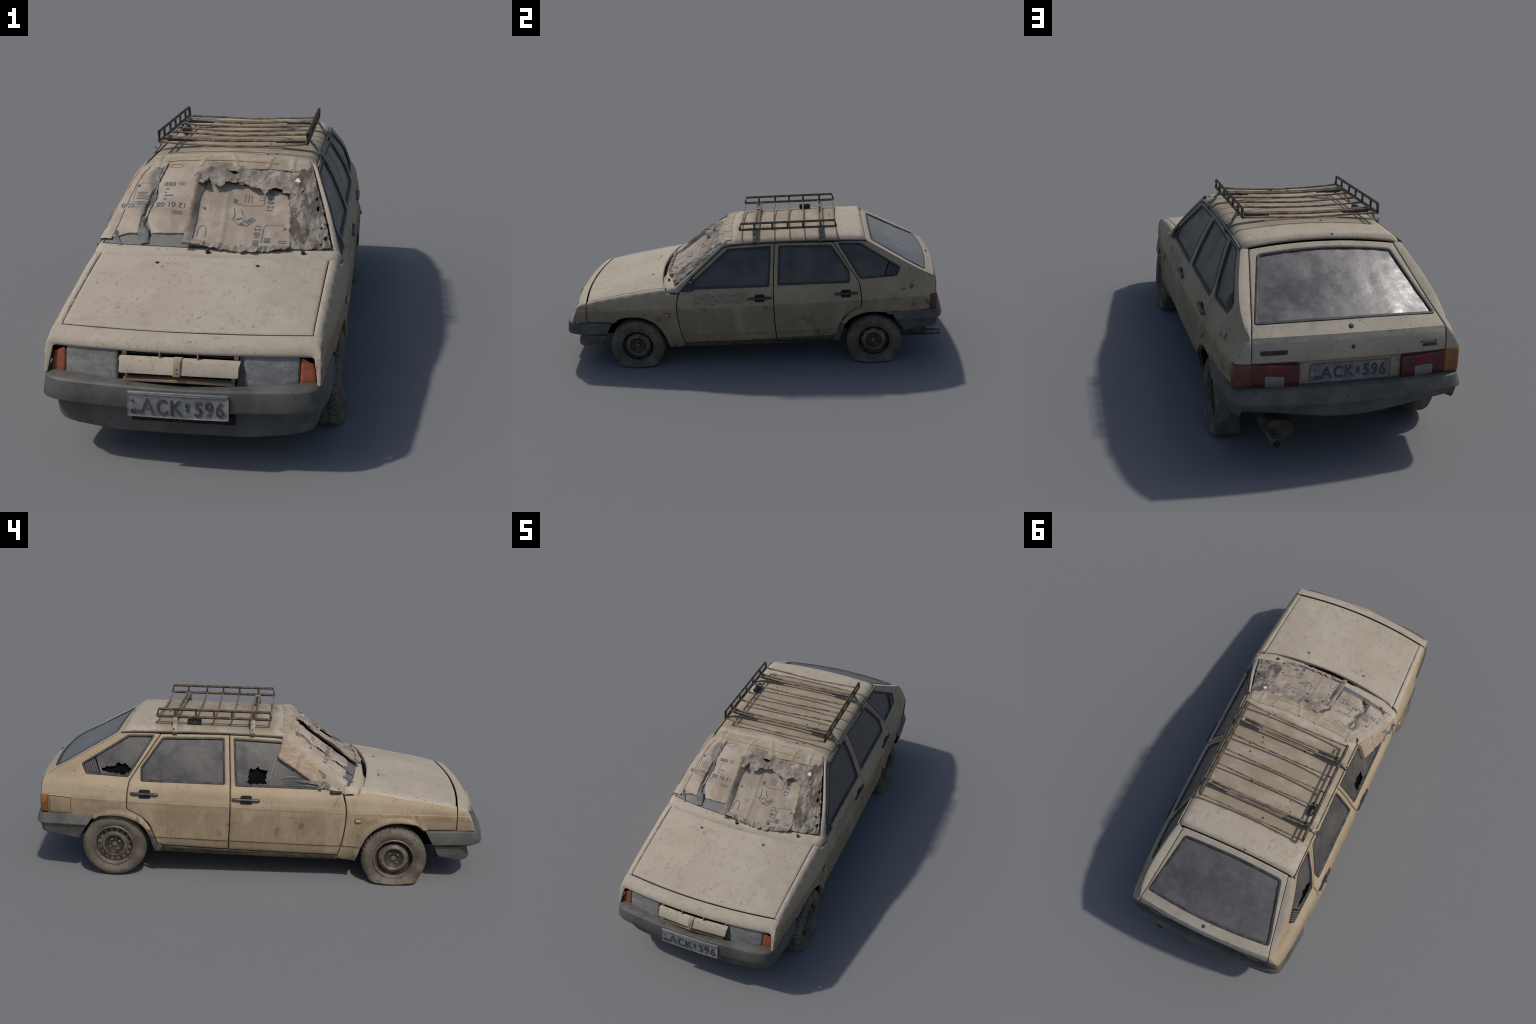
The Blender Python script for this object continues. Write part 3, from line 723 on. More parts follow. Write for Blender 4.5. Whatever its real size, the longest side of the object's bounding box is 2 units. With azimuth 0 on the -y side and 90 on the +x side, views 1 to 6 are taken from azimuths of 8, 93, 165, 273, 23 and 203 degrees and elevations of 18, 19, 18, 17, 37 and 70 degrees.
def licence_plate(frame, parent, name='licence_plate'):
    """frame(a,b,o): a across (readable left to right), b up, o outward"""
    w, h = .1320, .0300
    lp = round_corners([(-w, -h), (w, -h), (w, h), (-w, h)], .004); V, F, bl, d = fill(lp, [], .012, .003)
    def o_(a, b, dd): return .0016 * (1 - min(1, dd / .003)) + .0006 * FB(a, b, 1, 40, 2)
    P = [frame(a, b, .003 + o_(a, b, dd)) for (a, b), dd in zip(V, d)]; n = len(P); P += [frame(a, b, -.001) for a, b in V]
    Fs = [tuple(f) for f in F] + [tuple(n + i for i in f[::-1]) for f in F]; L = bl[0]
    Fs += [(L[i - 1], L[i], n + L[i], n + L[i - 1]) for i in range(len(L))]
    pl = recalc(mesh_obj(name, P, Fs, M['plate'], parent))
    parts = []
    for s, cx, cy, sz, bd, sx in (('A', -.0790, -.003, .0570, .0003, .92), ('C', -.0400, -.003, .0570, .0003, .78), ('K', -.0040, -.003, .0570, .0003, .92), ('5', .0545, -.003, .0570, .0003, .82), ('9', .0820, -.003, .0570, .0003, .82), ('6', .1090, -.003, .0570, .0003, .82), ('G', -.1190, -.0170, .0170, .0001, .55), ('E', -.1105, -.0170, .0170, .0001, .7), ('O', -.1010, -.0170, .0170, .0001, .55), ('o', .0260, .008, .024, .0004, .9), ('=', .0260, -.006, .018, .0004, 1.0)):
        V, F = text_mesh(s, sz, .0008, bd); parts.append(([frame(cx + v[0] * sx, cy + v[1], .0045 + v[2]) for v in V], F))
    recalc(mesh_obj('plate_lettering', *join(parts), M['ink'], pl, 30))
    for a, b in ((-.118, .012), (.118, -.010)):
        c = frame(a, b, .003); c1 = frame(a, b, .0062); recalc(mesh_obj('plate_screw', *tube([c, c1], .0032, 8), M['rustspot'], pl))
    return pl
licence_plate(lambda a, b, o: np.array([-a, .9465 + o + .0, .3195 + b]), car)
for s in (1, -1):
    V, F = box((s * .153, .944, .322), (.032, .012, .070), .003); mesh_obj('lamp_surround', V, F, M['frame'], car)

# ------------------------------------------------------------------ tail lamps
def lamp_path(x):
    """plan curve of the rear face, y for a given half-width"""
    return .9615 - .010 * (x / .37) ** 2
for S in (1, -1):
    par = None
    ztop = lambda x: .3575 + .010 * sstep(.17, .37, x); zbot = lambda x: .2825 + .008 * sstep(.17, .37, x)
    def patch(x0, x1, f0, f1, mat, name, o=0.0, wrap=False):
        rows = []
        pts = [(x, lamp_path(x)) for x in np.linspace(x0, x1, 8)]
        if wrap: pts += [(.3735, .9485), (.3775, .9430), (.3800, .9320), (.3815, .9215)]
        for x, y in pts:
            zt, zb = ztop(x), zbot(x); a = zb + (zt - zb) * f0; c = zb + (zt - zb) * f1
            n = np.array([.0, 1, 0]) if x < .372 else np.array([.9, .4, 0]); k = n * o
            rows.append([np.array([S * (x + q[0]), y + q[1], z]) for z, q in ((a, k - n * .008), (a + .0005, k - n * .001), (a + .002, k), ((a + c) / 2, k + n * .0006), (c - .002, k), (c - .0005, k - n * .001), (c, k - n * .008))])
        V, F = loft(rows); F += [tuple(range(7)), tuple(len(rows) * 7 - 7 + i for i in range(7))]
        return recalc(mesh_obj(name, V, F, mat, par or car, 40))
    V, F = box((S * .272, .938, .323), (.200, .024, .080), .003); hs = mesh_obj('tail_lamp', V, F, M['plastic'], car); par = hs
    patch(.1725, .2185, 0, 1, M['red'], 'red_lens')
    patch(.2190, .2805, .50, 1, M['redlight'], 'brake_lens'); patch(.2190, .2805, 0, .49, M['reverse'], 'reverse_lens')
    patch(.2810, .3240, 0, 1, M['red'], 'red_lens')
    patch(.3245, .3700, 0, 1, M['amber'] if S < 0 else M['orangered'], 'indicator_lens', wrap=True)

# ------------------------------------------------------------------ nose, headlamps, grille
NP = [(0, 0), (0, 0), (-.012, -.0020), (-.026, -.0070), (-.038, -.0145), (-.0445, -.0220), (-.0480, -.0290), (-.0490, -.0345), (-.0470, -.0380), (-.034, -.0385)]
NF = [0, 0, .25, .52, .76, .92, 1.0]
def nose_front(z): return float(np.interp(z, [.243, .272, .302, .3265], [-.9345, -.9240, -.9130, -.9040]))
def nose_inner(z): return float(np.interp(z, [.243, .3265], [.3570, .3425]))
rows = []
for k, (dy, dz) in enumerate(NP):
    xe = .3385 if k < 7 else .3360; path = []; dn = .010 if k == 0 else 0
    for x in np.linspace(0, xe, 24):
        a = (x / .33) ** 2; path.append(np.array([x, hood_front(x) - .0026 + dy * (1 + .02 * a), hood_z(x, hood_front(x)) + dz - dn - .0008]))
    A = path[-1]
    def sidept(z):
        yf = nose_front(z)
        if k < 7:
            y = -.8562 + (yf + .8562) * NF[k]; return np.array([side_x(y, min(z, ZB(y) - .001)) - (.003 if k == 6 else 0) - dn, y, z])
        if k == 7: return np.array([side_x(yf, z) - .0065, yf - .0015, z])
        return np.array([nose_inner(z), yf + (.0005 if k == 8 else .014), z])
    zt = (ZB(-.8562 + (nose_front(.31) + .8562) * NF[min(k, 6)]) - .007) if k < 7 else .312
    zt = min(zt, A[2] - .002); B = sidept(zt); C = np.array([max(B[0], A[0] + .004 - dn), (A[1] + B[1]) / 2, A[2] - .0005]) if k < 8 else (A + B) / 2 + np.array([.002, 0, .002])
    for t in (.25, .5, .75): path.append((1 - t) ** 2 * A + 2 * t * (1 - t) * C + t * t * B)
    for z in np.linspace(zt, .2435, 9): path.append(sidept(z))
    rows.append([np.array([-p[0], p[1], p[2]]) for p in path[:0:-1]] + path)
noseparts = [loft(rows)]
nose = recalc(mesh_obj('nose_panel', *join(noseparts), M['top'], car, 50))
nose.data.materials.append(M['side'])
for f in nose.data.polygons:
    if abs(f.normal.x) > .72: f.material_index = 1

def front_y(x, z): return -.9275 + .0275 * (x / .33) ** 2 - (.316 - z) * .30
for S in (1, -1):
    fmf = lambda a, b: np.array([S * a, front_y(a, b), b])
    lens = [(.166, .3145), (.311, .3205), (.3092, .2365), (.1725 if S > 0 else .163, .2270)]
    lm = panel('headlamp', round_corners(lens, .004), fmf, M['lamp'], car, h=.012, r=.006, drop=.004, thick=.03, sign=1 if nrm(fmf, .25, .28)[1] < 0 else -1, disp=lambda p, q, d: .0006 * N3(p, q, 2, 25))
    ind = [(.3125, .3220), (.3420, .3265), (.3550, .2395), (.3110, .2375)]
    panel('indicator_lens', round_corners(ind, .003), fmf, M['orange'], lm, h=.012, r=.004, drop=.004, thick=.03, sign=1 if nrm(fmf, .25, .28)[1] < 0 else -1, base=-.001)
    back = [(.160, .318), (.3450, .3265), (.3590, .2330), (.150, .2200)]
    panel('lamp_housing', back, fmf, M['shade'], lm, h=.02, r=0, thick=.02, sign=1 if nrm(fmf, .25, .28)[1] < 0 else -1, base=-.012)
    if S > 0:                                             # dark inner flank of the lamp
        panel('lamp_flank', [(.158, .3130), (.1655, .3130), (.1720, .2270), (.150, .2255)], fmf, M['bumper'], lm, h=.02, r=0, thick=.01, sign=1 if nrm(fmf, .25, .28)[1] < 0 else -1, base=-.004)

def gy(x): return -.013 * (1 - abs(x) / .156)
sec = [(-.925, .2965), (-.9385, .2925), (-.9445, .2860), (-.9555, .2640), (-.9560, .2605), (-.945, .2590), (-.925, .2600)]
rows = []
for x in np.linspace(-.156, .156, 25):
    sl = 1 - .03 * 0
    rows.append([np.array([x * (1.02 if k < 2 else .985 if k > 3 else 1.0), y + gy(x), z + .006 * (1 - abs(x) / .156)]) for k, (y, z) in enumerate(sec)])
V, F = loft(rows, True); n = len(sec); F += [tuple(range(n)), tuple(len(V) - n + i for i in range(n))]
grille = recalc(mesh_obj('grille_bar', V, F, M['top'], car, 30))
cl = [np.array([0, gy(0), .006 + 0])]
rows = [[np.array([x, y + gy(0) - (.0035 if 0 < k < 5 else 0), z + .006 + (.002 if k < 3 else -.002)]) for k, (y, z) in enumerate(sec)] for x in (-.0105, -.0085, .0085, .0105)]
for r_ in (rows[0], rows[3]):
    for k in range(1, 5): r_[k][1] += .003
V, F = loft(rows, True); F += [tuple(range(n)), tuple(3 * n + i for i in range(n))]
clip = recalc(mesh_obj('grille_clip', V, F, M['side'], grille, 30))
for z in (.272, .282):
    recalc(mesh_obj('rivet', *tube([(0, -.966 + (z - .27) * .4, z), (0, -.9725 + (z - .27) * .45, z)], .0018, 8), M['rubber'], clip))
lowf = [(-.146, -.9480, .2405), (0, -.9640, .2490), (.146, -.9480, .2400)]
rows = []
for p in resample_n(lowf, 21):
    p = np.array(p); rows.append([p + np.array(v) for v in ((0, 0, .0025), (0, -.003, .0015), (0, -.003, -.004), (0, .02, -.004), (0, .02, .0025))])
V, F = loft(rows, True); recalc(mesh_obj('grille_frame', V, F, M['side'], grille, 30))
for x in (-.050, .050):
    mesh_obj('grille_rib', *box((x, -.929 + gy(x) * .6, .307), (.0030, .012, .018), .0006), M['side'], grille)
    mesh_obj('grille_rib', *box((x, -.935 + gy(x) * .6, .252), (.0030, .010, .018), .0006), M['rubber'], grille)
for S in (1, -1):
    mesh_obj('grille_rib', *box((S * .1475, -.922, .305), (.012, .006, .016), .001), M['side'], grille)
    mesh_obj('grille_rib', *box((S * .141, -.934, .247), (.010, .008, .018), .001), M['side'], grille)
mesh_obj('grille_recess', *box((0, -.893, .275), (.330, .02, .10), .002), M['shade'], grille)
for z in (.2985, .306):
    recalc(mesh_obj('grille_slat', *tube([(-.145, -.913, z), (0, -.9195, z + .004), (.145, -.913, z)], .0022, 6), M['rubber'], grille))

# ------------------------------------------------------------------ bumpers
def plan_offset(path, o):
    P = [np.array(p, float) for p in path]; out = []
    for i, p in enumerate(P):
        t = P[min(i + 1, len(P) - 1)] - P[max(i - 1, 0)]; t /= np.linalg.norm(t); out.append(p + np.array([t[1], -t[0]]) * o * -1)
    return out
def bumper(name, half, prof, end, sgn, par):
    """half: plan points from centre to side end (x,y); prof: (inward offset, z at centre, z at side); end(z): y of side end"""
    hp = smooth_line(half, 4); rows = []
    L = len(hp)
    for (o, z0, z1, *zk) in prof:
        pp = plan_offset(hp, o if sgn < 0 else -o); row = []
        ye = end(z1)
        ym = [p[1] for p in pp]
        for i, p in enumerate(pp):
            s = sstep(.0, .36, p[0]); z = z0 + ((zk[0] if zk else z1) - z0) * s; y = p[1]
            if p[0] > .34 and i > L * .45:                # stretch the flank to its slanted end
                k = next(j for j in range(L) if pp[j][0] > .34); k = max(k, int(L * .45)); t = (i - k) / (L - 1 - k); y = p[1] + (ye - pp[-1][1]) * t
                if zk: z = zk[0] + (z1 - zk[0]) * t
            row.append(np.array([max(p[0], 0.0), y, z]))
        rows.append([np.array([-p[0], p[1], p[2]]) for p in row[:0:-1]] + row)
    V, F = loft(rows); n = len(rows[0]); m = len(rows)
    return recalc(mesh_obj(name, V, F, M['bumper'], par, 24))
front_plan = [(0, -.9835), (.10, -.9825), (.20, -.9785), (.29, -.9715), (.334, -.9615), (.356, -.9450), (.3665, -.9230), (.3735, -.890), (.3795, -.84), (.3835, -.78), (.3865, -.725)]
FPROF = [(.050, .2270, .2430), (.022, .2335, .2450), (.006, .2330, .2400), (.001, .2290, .2350), (-.0005, .2240, .2300), (-.0060, .1800, .1860), (-.0050, .1755, .1815), (.0, .1735, .1795), (.022, .1600, .1660), (.040, .1590, .1650)]
FEND = lambda z: -.722 - (.240 - z) * .55
fb = bumper('bumper', front_plan, FPROF, FEND, -1, car)
lip_top = resample_n([(0, -.9200), (.20, -.9170), (.305, -.9120), (.350, -.9000), (.366, -.870), (.372, -.820), (.374, -.765)], 36)
lip_bot = resample_n([(0, -.9430), (.20, -.9390), (.285, -.9315), (.324, -.9170), (.350, -.886), (.358, -.840), (.362, -.785)], 36)
rows = []
for t, ins in ((0, .03), (0, 0), (.25, 0), (.6, 0), (.9, .0), (1.0, .003), (1.0, .04)):
    row = []
    for (xa, ya), (xb_, yb) in zip(lip_top, lip_bot):
        x = xa + (xb_ - xa) * t; y = ya + (yb - ya) * t; q = sstep(.30, .38, x)
        zt = .1640 + .004 * q; zb_ = .0860 + .012 * sstep(.15, .325, xb_) + .018 * sstep(-.90, -.79, y)
        d = math.hypot(x, y + .6) + 1e-6; row.append(np.array([x - ins * x / d * .6, y - ins * (y + .6) / d, zt + (zb_ - zt) * t]))
    rows.append([np.array([-p[0], p[1], p[2]]) for p in row[:0:-1]] + row)
V, F = loft(rows); lip = recalc(mesh_obj('bumper_valance', V, F, M['bumper'], car, 30))
mesh_obj('air_slot', *box((.005, -.9285, .1290), (.275, .016, .026), .002), M['shade'], lip)  # black box proud of the valance, modelling the opening's darkness
mesh_obj('slot_rib', *box((.0, -.9360, .1290), (.004, .006, .026), .001), M['bumper'], lip)
licence_plate(lambda a, b, o: np.array([a + .005, -.9905 - o * .99 + b * .095 + .0030 * (a / .13) ** 2, .1895 + b]), fb)
mesh_obj('plate_bracket', *box((.005, -.9835, .2215), (.262, .010, .006), .002), M['plate'], fb)

rear_plan = [(0, .9860), (.10, .9850), (.20, .9815), (.29, .9750), (.342, .9670), (.366, .9550), (.3780, .9350), (.3845, .898), (.3905, .84), (.3970, .77), (.4020, .715)]
RPROF = [(.050, .2830, .2860), (.022, .2825, .2865), (.006, .2795, .2840), (.0005, .2760, .2805), (-.0010, .2720, .2770), (-.0110, .2340, .2440), (-.0100, .2290, .2400), (-.003, .2270, .2380), (-.001, .2240, .2350), (.012, .1790, .1760, .2130), (.020, .1700, .1680, .2060), (.06, .1700, .1680, .2060)]
rb = bumper('bumper', rear_plan, RPROF, lambda z: .7175 + (.2795 - z) * .66, 1, car)

# ------------------------------------------------------------------ windscreen and its cardboard cover
WLEN = .36
def W0(x, m):
    v = m / WLEN; hw = .363 + (.276 - .363) * v; u = x / hw
    b = wb(u) + np.array([0, .002, 0]); xt = u * .276; t = np.array([xt, -.1365 + .0165 * (xt / .25) ** 2, .651 - .0145 * (xt / .25) ** 2])
    return b + (t - b) * v
WN = np.array([0, -.59, .807])
def sheet_map(hf): return lambda x, m: W0(x, m) + WN * hf(x, m)
def hw(m): return .363 - .087 * m / WLEN

scr_h = lambda x, m: .001 - (.040 * math.sin(max(0, min(1, m / WLEN)) * math.pi) * sstep(-.10, .03, x))
scr = [(-.360, .001), (.360, .001), (.2745, WLEN - .002), (-.2745, WLEN - .002)]
screen = panel('windscreen', scr, sheet_map(scr_h), M['screenglass'], car, h=.02, r=0, thick=.004, sign=1)

def ridge(x, m, k, f): return 1 - 2 * abs(N3(x + .02 * N3(x, m, k + 5, 18), m, k, f))
# left box flattened over the screen
def box_h(x, m):
    t = m / WLEN
    h = .0060 + .012 * math.sin(t * math.pi) * (math.exp(-((x + .165) / .045) ** 2) * .55 + math.exp(-((x + .268) / .035) ** 2) * .75)
    h += .0035 * math.exp(-((m - .140) / .006) ** 2)                       # fold across
    h -= .011 * math.exp(-((x + .228 - .010 * math.sin(m * 40)) / .010) ** 2)   # furrow under the strap
    h -= .010 * sstep(.30, .36, m)
    h += .0022 * FB(x, m, 1, 22, 3)
    return h
cover = empty('windscreen_cover', car)
bl = [(-.100, .050), (-.16, .047), (-.215, .044), (-.285, .040), (-.325, .026), (-.348, .016), (-.344, .05), (-.333, .10), (-.321, .15), (-.309, .20), (-.297, .25), (-.284, .30), (-.268, .348), (-.17, .352), (-.10, .352), (-.075, .32), (-.093, .27), (-.097, .15)]
bl = ragged(bl, .0025, .008, 2.0, 50)
board_l = panel('cardboard_sheet', bl, sheet_map(box_h), M['board'], cover, h=.008, r=.004, drop=.001, thick=.007, sign=1)

# flap folded down over the driver's side window
RIDGE = smooth_line([(-.279, -.1185, .6395), (-.2985, -.165, .603), (-.3205, -.212, .563), (-.3340, -.270, .5225), (-.3470, -.325, .482), (-.3590, -.378, .4430)], 6)
LOWER = resample_n([(-.1030, .6330), (-.0915, .585), (-.0770, .5420), (-.1180, .515), (-.1560, .4960), (-.1900, .470), (-.2250, .4560), (-.2600, .4300), (-.310, .4170), (-.3560, .4110), (-.3700, .4380)], len(RIDGE))
rows = []
for i, (p, (y, z)) in enumerate(zip(RIDGE, LOWER)):
    a = np.array(p); b = np.array([-(side_x(y, z) + .005), y, z]); row = []
    w0, w1 = W0(a[0], 0), W0(a[0], WLEN); mm = float((a - w0) @ (w1 - w0) / ((w1 - w0) @ (w1 - w0)) * WLEN); wob = .012 * N3(mm, 2, 3, 30)
    for dx in (.024 + wob * .6, .016 + wob * .3, .008): q = W0(a[0] + dx, mm) + WN * (box_h(a[0] + dx, mm) + .0022); row.append(q)
    for t in np.linspace(0, 1, 22):
        q = a + (b - a) * t
        out_ = -(side_x(q[1], max(q[2], ZB(q[1]) + .001)) + .004); e = sstep(0, .35, t)
        q = np.array([q[0] * (1 - e) + min(q[0], out_) * e - .004 * math.sin(math.pi * min(1, t * 1.4)) * min(1, i / 5, (len(RIDGE) - 1 - i) / 6), q[1], q[2]])
        k = .0035 * FB(q[1], q[2], 5, 28, 3) * min(1, t * 4); q[0] -= k; q[2] += .003 * FB(q[1], q[2], 9, 30, 2) * min(1, t * 3)
        row.append(q)
    row.append(row[-1] + np.array([.012, 0, .001])); rows.append(row)
V, F = loft(rows)
flap = recalc(mesh_obj('cardboard_flap', V, F, M['boardflap'] if 'boardflap' in M else M['board'], cover, 60))
# open end of the box: tan end face with a pressed square
endq = [(-.1035, .6240), (-.0800, .5440), (-.1560, .4985), (-.1825, .5700)]
def end_map(y, z): return np.array([-(side_x(y, z) + .0140), y, z])
ef = panel('box_end', round_corners(endq, .006)[::-1], end_map, M['boardside'], cover, h=.007, r=.006, drop=.005, thick=.018, sign=-1,
           disp=lambda p, q, d: .003 - .0025 * sstep(.010, .014, d) + .0022 * FB(p, q, 3, 34, 3))
lowq = [(-.1860, .5640), (-.1590, .4960), (-.2250, .4520), (-.2620, .4330), (-.2950, .4560), (-.2700, .5050)]
panel('box_end', ragged(lowq, .004, .008, 6)[::-1], end_map, M['boardside'], cover, h=.008, r=.006, drop=.006, thick=.016, sign=-1, disp=lambda p, q, d: -.002 + .003 * FB(p, q, 1, 30, 3))

# middle sheet with curled lower border
def mid_h(x, m):
    t = min(1, max(0, m / WLEN))
    h = .0215 * math.exp(-((x + .088) / .016) ** 2) * (.35 + .65 * sstep(.02, .15, m)) + .006 * (1 - sstep(-.08, .02, x))
    h += -.0125 * sstep(.02, .15, m) * (1 - sstep(.28, .31, m)) * sstep(-.04, .05, x) - .008 * sstep(.16, .23, m) * sstep(.04, .10, x)
    h += .009 * math.exp(-max(0, m) / .030)
    h += .0035 * math.exp(-((x - .018 + m * .02) / .006) ** 2)
    h += .0016 * math.sin(m * 420 + 3 * N3(x, m, 2, 20)) * sstep(.13, .16, x) * sstep(.22, .10, m) * sstep(.04, .08, m)
    h += .007 * math.exp(-(((x - .172) / .010) ** 2 + ((m - .062) / .011) ** 2)) - .005 * math.exp(-(((x - .172) / .005) ** 2 + ((m - .062) / .006) ** 2))
    h += .0022 * FB(x, m, 6, 18, 3)
    return h + .002
ml = [(-.092, -.001), (-.05, .004), (.0, .001), (.025, -.006), (.08, -.012), (.13, -.012), (.18, -.006), (.228, .000), (.228, .08), (.222, .16), (.214, .235), (.17, .250), (.05, .262), (-.02, .268), (-.085, .275), (-.094, .20), (-.091, .10)]
ml = ragged(ml, .003, .007, 9.0, 55)
board_m = panel('cardboard_sheet', ml, sheet_map(mid_h), M['board'], cover, h=.0075, r=.004, drop=.0, thick=.006, sign=1, disp=lambda x, m, d: .004 * math.exp(-d / .006) * (.3 + FB(x, m, 3, 70, 2)) * sstep(.03, .0, m))
fr = [(-.096, -.006), (-.06, .000), (-.02, -.004), (.02, -.012), (.08, -.018), (.13, -.019), (.18, -.013), (.226, -.004), (.228, .012), (.18, .006), (.13, .000), (.08, .002), (.02, .008), (-.04, .014), (-.09, .016)]
panel('frayed_edge', ragged(fr, .006, .0045, 41, 80), sheet_map(lambda x, m: mid_h(x, m) + .0025 + .007 * max(0, ridge(x, m, 3, 34)) + .003 * FB(x, m, 2, 60, 2)), M['torn'], cover, h=.005, r=0, thick=.003, sign=1, angle=30)
lf = [(-.096, -.002), (-.070, .002), (-.066, .10), (-.068, .19), (-.055, .245), (-.078, .275), (-.100, .255), (-.0965, .12)]
panel('cardboard_sheet', ragged(lf, .0022, .006, 4, 60), sheet_map(lambda x, m: mid_h(x, m) + .0035), M['boardgrey'], cover, h=.007, r=.004, drop=.001, thick=.006, sign=1)

# matted fibres at the right
def fib_h(x, m):
    return .004 + .0045 * FB(x * 2.2, m * .8, 3, 38, 4) + .003 * FB(x, m, 8, 90, 2) - .006 * sstep(.33, .36, m)
fl = [(.222, .002), (.30, .004), (.352, .006), (.343, .05), (.332, .10), (.320, .15), (.308, .20), (.298, .245), (.284, .30), (.272, .355), (.24, .355), (.232, .29), (.205, .25), (.216, .15), (.224, .07)]
fholes = [[(a + .006 * math.cos(t) * r0, b + .008 * math.sin(t) * r1) for t in np.linspace(0, 2 * math.pi, 9)[:-1]] for a, b, r0, r1 in ((.334, .045, 1.0, 1.2), (.318, .085, .9, .8), (.303, .165, .8, 1.5), (.297, .205, .7, 1.0), (.300, .035, .5, .4), (.322, .022, .5, .5))]
panel('fibre_mat', ragged(fl, .004, .007, 12, 60), sheet_map(fib_h), M['fibre'], cover, holes=[ragged(q, .002, .004, 5, 90) for q in fholes], h=.006, r=0, thick=.006, sign=1)

# torn, crumpled upper paper
def torn_h(x, m):
    e = sstep(.352, .310, m); left = sstep(.09, -.03, x)
    h = -.004 + .008 * left + e * (.007 * left + (.003 + .009 * left) * max(0, ridge(x, m * .8, 2.5, 19)) + .0040 * ridge(x, m, 6.1, 46))
    h += .010 * math.exp(-((x + .060) / .026) ** 2) * e + .005 * sstep(.262, .235, m) * (.4 + ridge(x, m, 1.2, 28))
    return max(h, mid_h(x, m) + .0022 + .003 * max(0, ridge(x, m, 9, 30))) if -.09 < x < .21 and m < .27 else h
tl = [(-.098, .268), (-.088, .235), (-.060, .225), (-.050, .262), (-.035, .232), (-.008, .228), (.005, .250), (.030, .252), (.060, .262), (.095, .240), (.118, .236), (.135, .212), (.142, .238), (.165, .246), (.188, .238), (.186, .226), (.215, .222), (.245, .225), (.262, .29), (.262, .335), (.20, .340), (.10, .345), (.0, .342), (-.06, .338), (-.075, .315)]
panel('torn_paper', ragged(tl, .006, .0045, 15, 85), sheet_map(torn_h), M['torn'], cover, h=.0045, r=0, thick=.002, sign=1, angle=30, holes=[ragged([(.005, .292), (.030, .287), (.042, .296), (.020, .302)], .002, .004, 2, 90)])
# paper carried over the roof edge
def over(x, m):
    if m <= WLEN: return W0(x, m) + WN * (.0035 + .0015 * FB(x, m, 2, 30, 3))
    y = roof_front(x) + (m - WLEN); return np.array([x, y, roof_z(x, y) + .0028 + .0012 * FB(x, m, 2, 30, 3)])
ov = [(-.272, .318), (-.20, .322), (-.08, .320), (.04, .318), (.14, .322), (.25, .320), (.268, .345), (.262, .39), (.20, .400), (.10, .398), (0, .395), (-.10, .396), (-.20, .390), (-.268, .385)]
panel('paper_strip', ragged(ov, .004, .009, 22, 40), over, M['paper_roof'], cover, h=.010, r=.003, drop=.001, thick=.003, sign=1)
def strip_on(fn, pts, w, mat, name, th=.0015, twist=0.0, off=.002):
    rows = []; L = resample_n(pts, max(8, int(len(pts) * 6)))
    for i, (x, m) in enumerate(L):
        j = min(i + 1, len(L) - 1); k = max(i - 1, 0); t = np.array(L[j]) - np.array(L[k]); t /= np.linalg.norm(t); q = np.array([-t[1], t[0]])
        ww = w * (1 + .25 * N3(x, m, 3, 40)); o = off + twist * N3(x, m, 7, 55)
        row = [fn(*(np.array([x, m]) + q * ww * s)) + WN * (o + e + twist * .6 * s * N3(x, m, 9, 45)) for s, e in ((-1, -th), (-.9, 0), (-.3, .0008), (.3, .0008), (.9, 0), (1, -th))]
        rows.append(row)
    V, F = loft(rows); return recalc(mesh_obj(name, V, F, mat, cover, 60))
strip_on(over, [(-.205, .352), (-.10, .3535), (0, .352), (.10, .350), (.16, .348)], .0028, M['tape'], 'tape_strip')
for x0, a in ((-.235, 0), (-.09, .05), (.03, -.04), (.13, .03), (.21, 0)):
    strip_on(over, [(x0, .325), (x0 + a * .2, .36), (x0 + a * .5, .398)], .009, M['paper_roof'], 'tape_strip', off=.0008, th=.0008)
bh = sheet_map(box_h)
strip_on(bh, [(-.205, .350), (-.215, .30), (-.226, .24), (-.224, .19), (-.236, .14), (-.242, .09), (-.240, .052)], .0075, M['torn'], 'twisted_strap', twist=.006, off=.005)
strip_on(bh, [(-.212, .345), (-.220, .28), (-.232, .20), (-.246, .10), (-.248, .06)], .0035, M['greytape'], 'twisted_strap', twist=.005, off=.006)
strip_on(lambda x, m: W0(x, m) + WN * (.004 + .008 * sstep(.02, .05, m)), [(-.238, .062), (-.230, .035), (-.222, .004)], .016, M['greytape'], 'tape_strip', off=.002)
strip_on(lambda x, m: W0(x, m) + WN * (.003 + .008 * sstep(.02, .05, m)), [(-.325, .045), (-.318, .02), (-.300, -.008)], .006, M['greytape'], 'tape_strip', off=.002)
# dirty film hanging on the side glass, scraps
def glass_side(y, z): return np.array([-(side_x(y, z) + .003), y, z])
fs = [(-.070, .530), (-.055, .500), (-.045, .450), (-.060, .430), (-.10, .435), (-.14, .430), (-.20, .428), (-.255, .432), (-.235, .455), (-.17, .475), (-.10, .505)]
for pts in ([(-.070, .535), (-.062, .505), (-.050, .470), (-.046, .448)], [(-.085, .530), (-.075, .50), (-.066, .46)], [(-.10, .462), (-.13, .468), (-.17, .466)], [(-.20, .436), (-.25, .428), (-.30, .43)]):
    recalc(mesh_obj('film_crease', *tube([glass_side(*q) + np.array([-.0005, 0, 0]) for q in smooth_line(pts, 4)], .0009, 5), M['film'], cover))
V = [glass_side(-.150, .452), glass_side(-.262, .436) + np.array([-.004, 0, 0]), glass_side(-.275, .452) + np.array([-.014, 0, 0]), glass_side(-.235, .458) + np.array([-.012, 0, 0])]
recalc(mesh_obj('film_scrap', V + [v + np.array([.0025, 0, -.002]) for v in V], [(0, 1, 2, 3), (7, 6, 5, 4), (0, 1, 5, 4), (1, 2, 6, 5), (2, 3, 7, 6), (3, 0, 4, 7)], M['film'], cover))
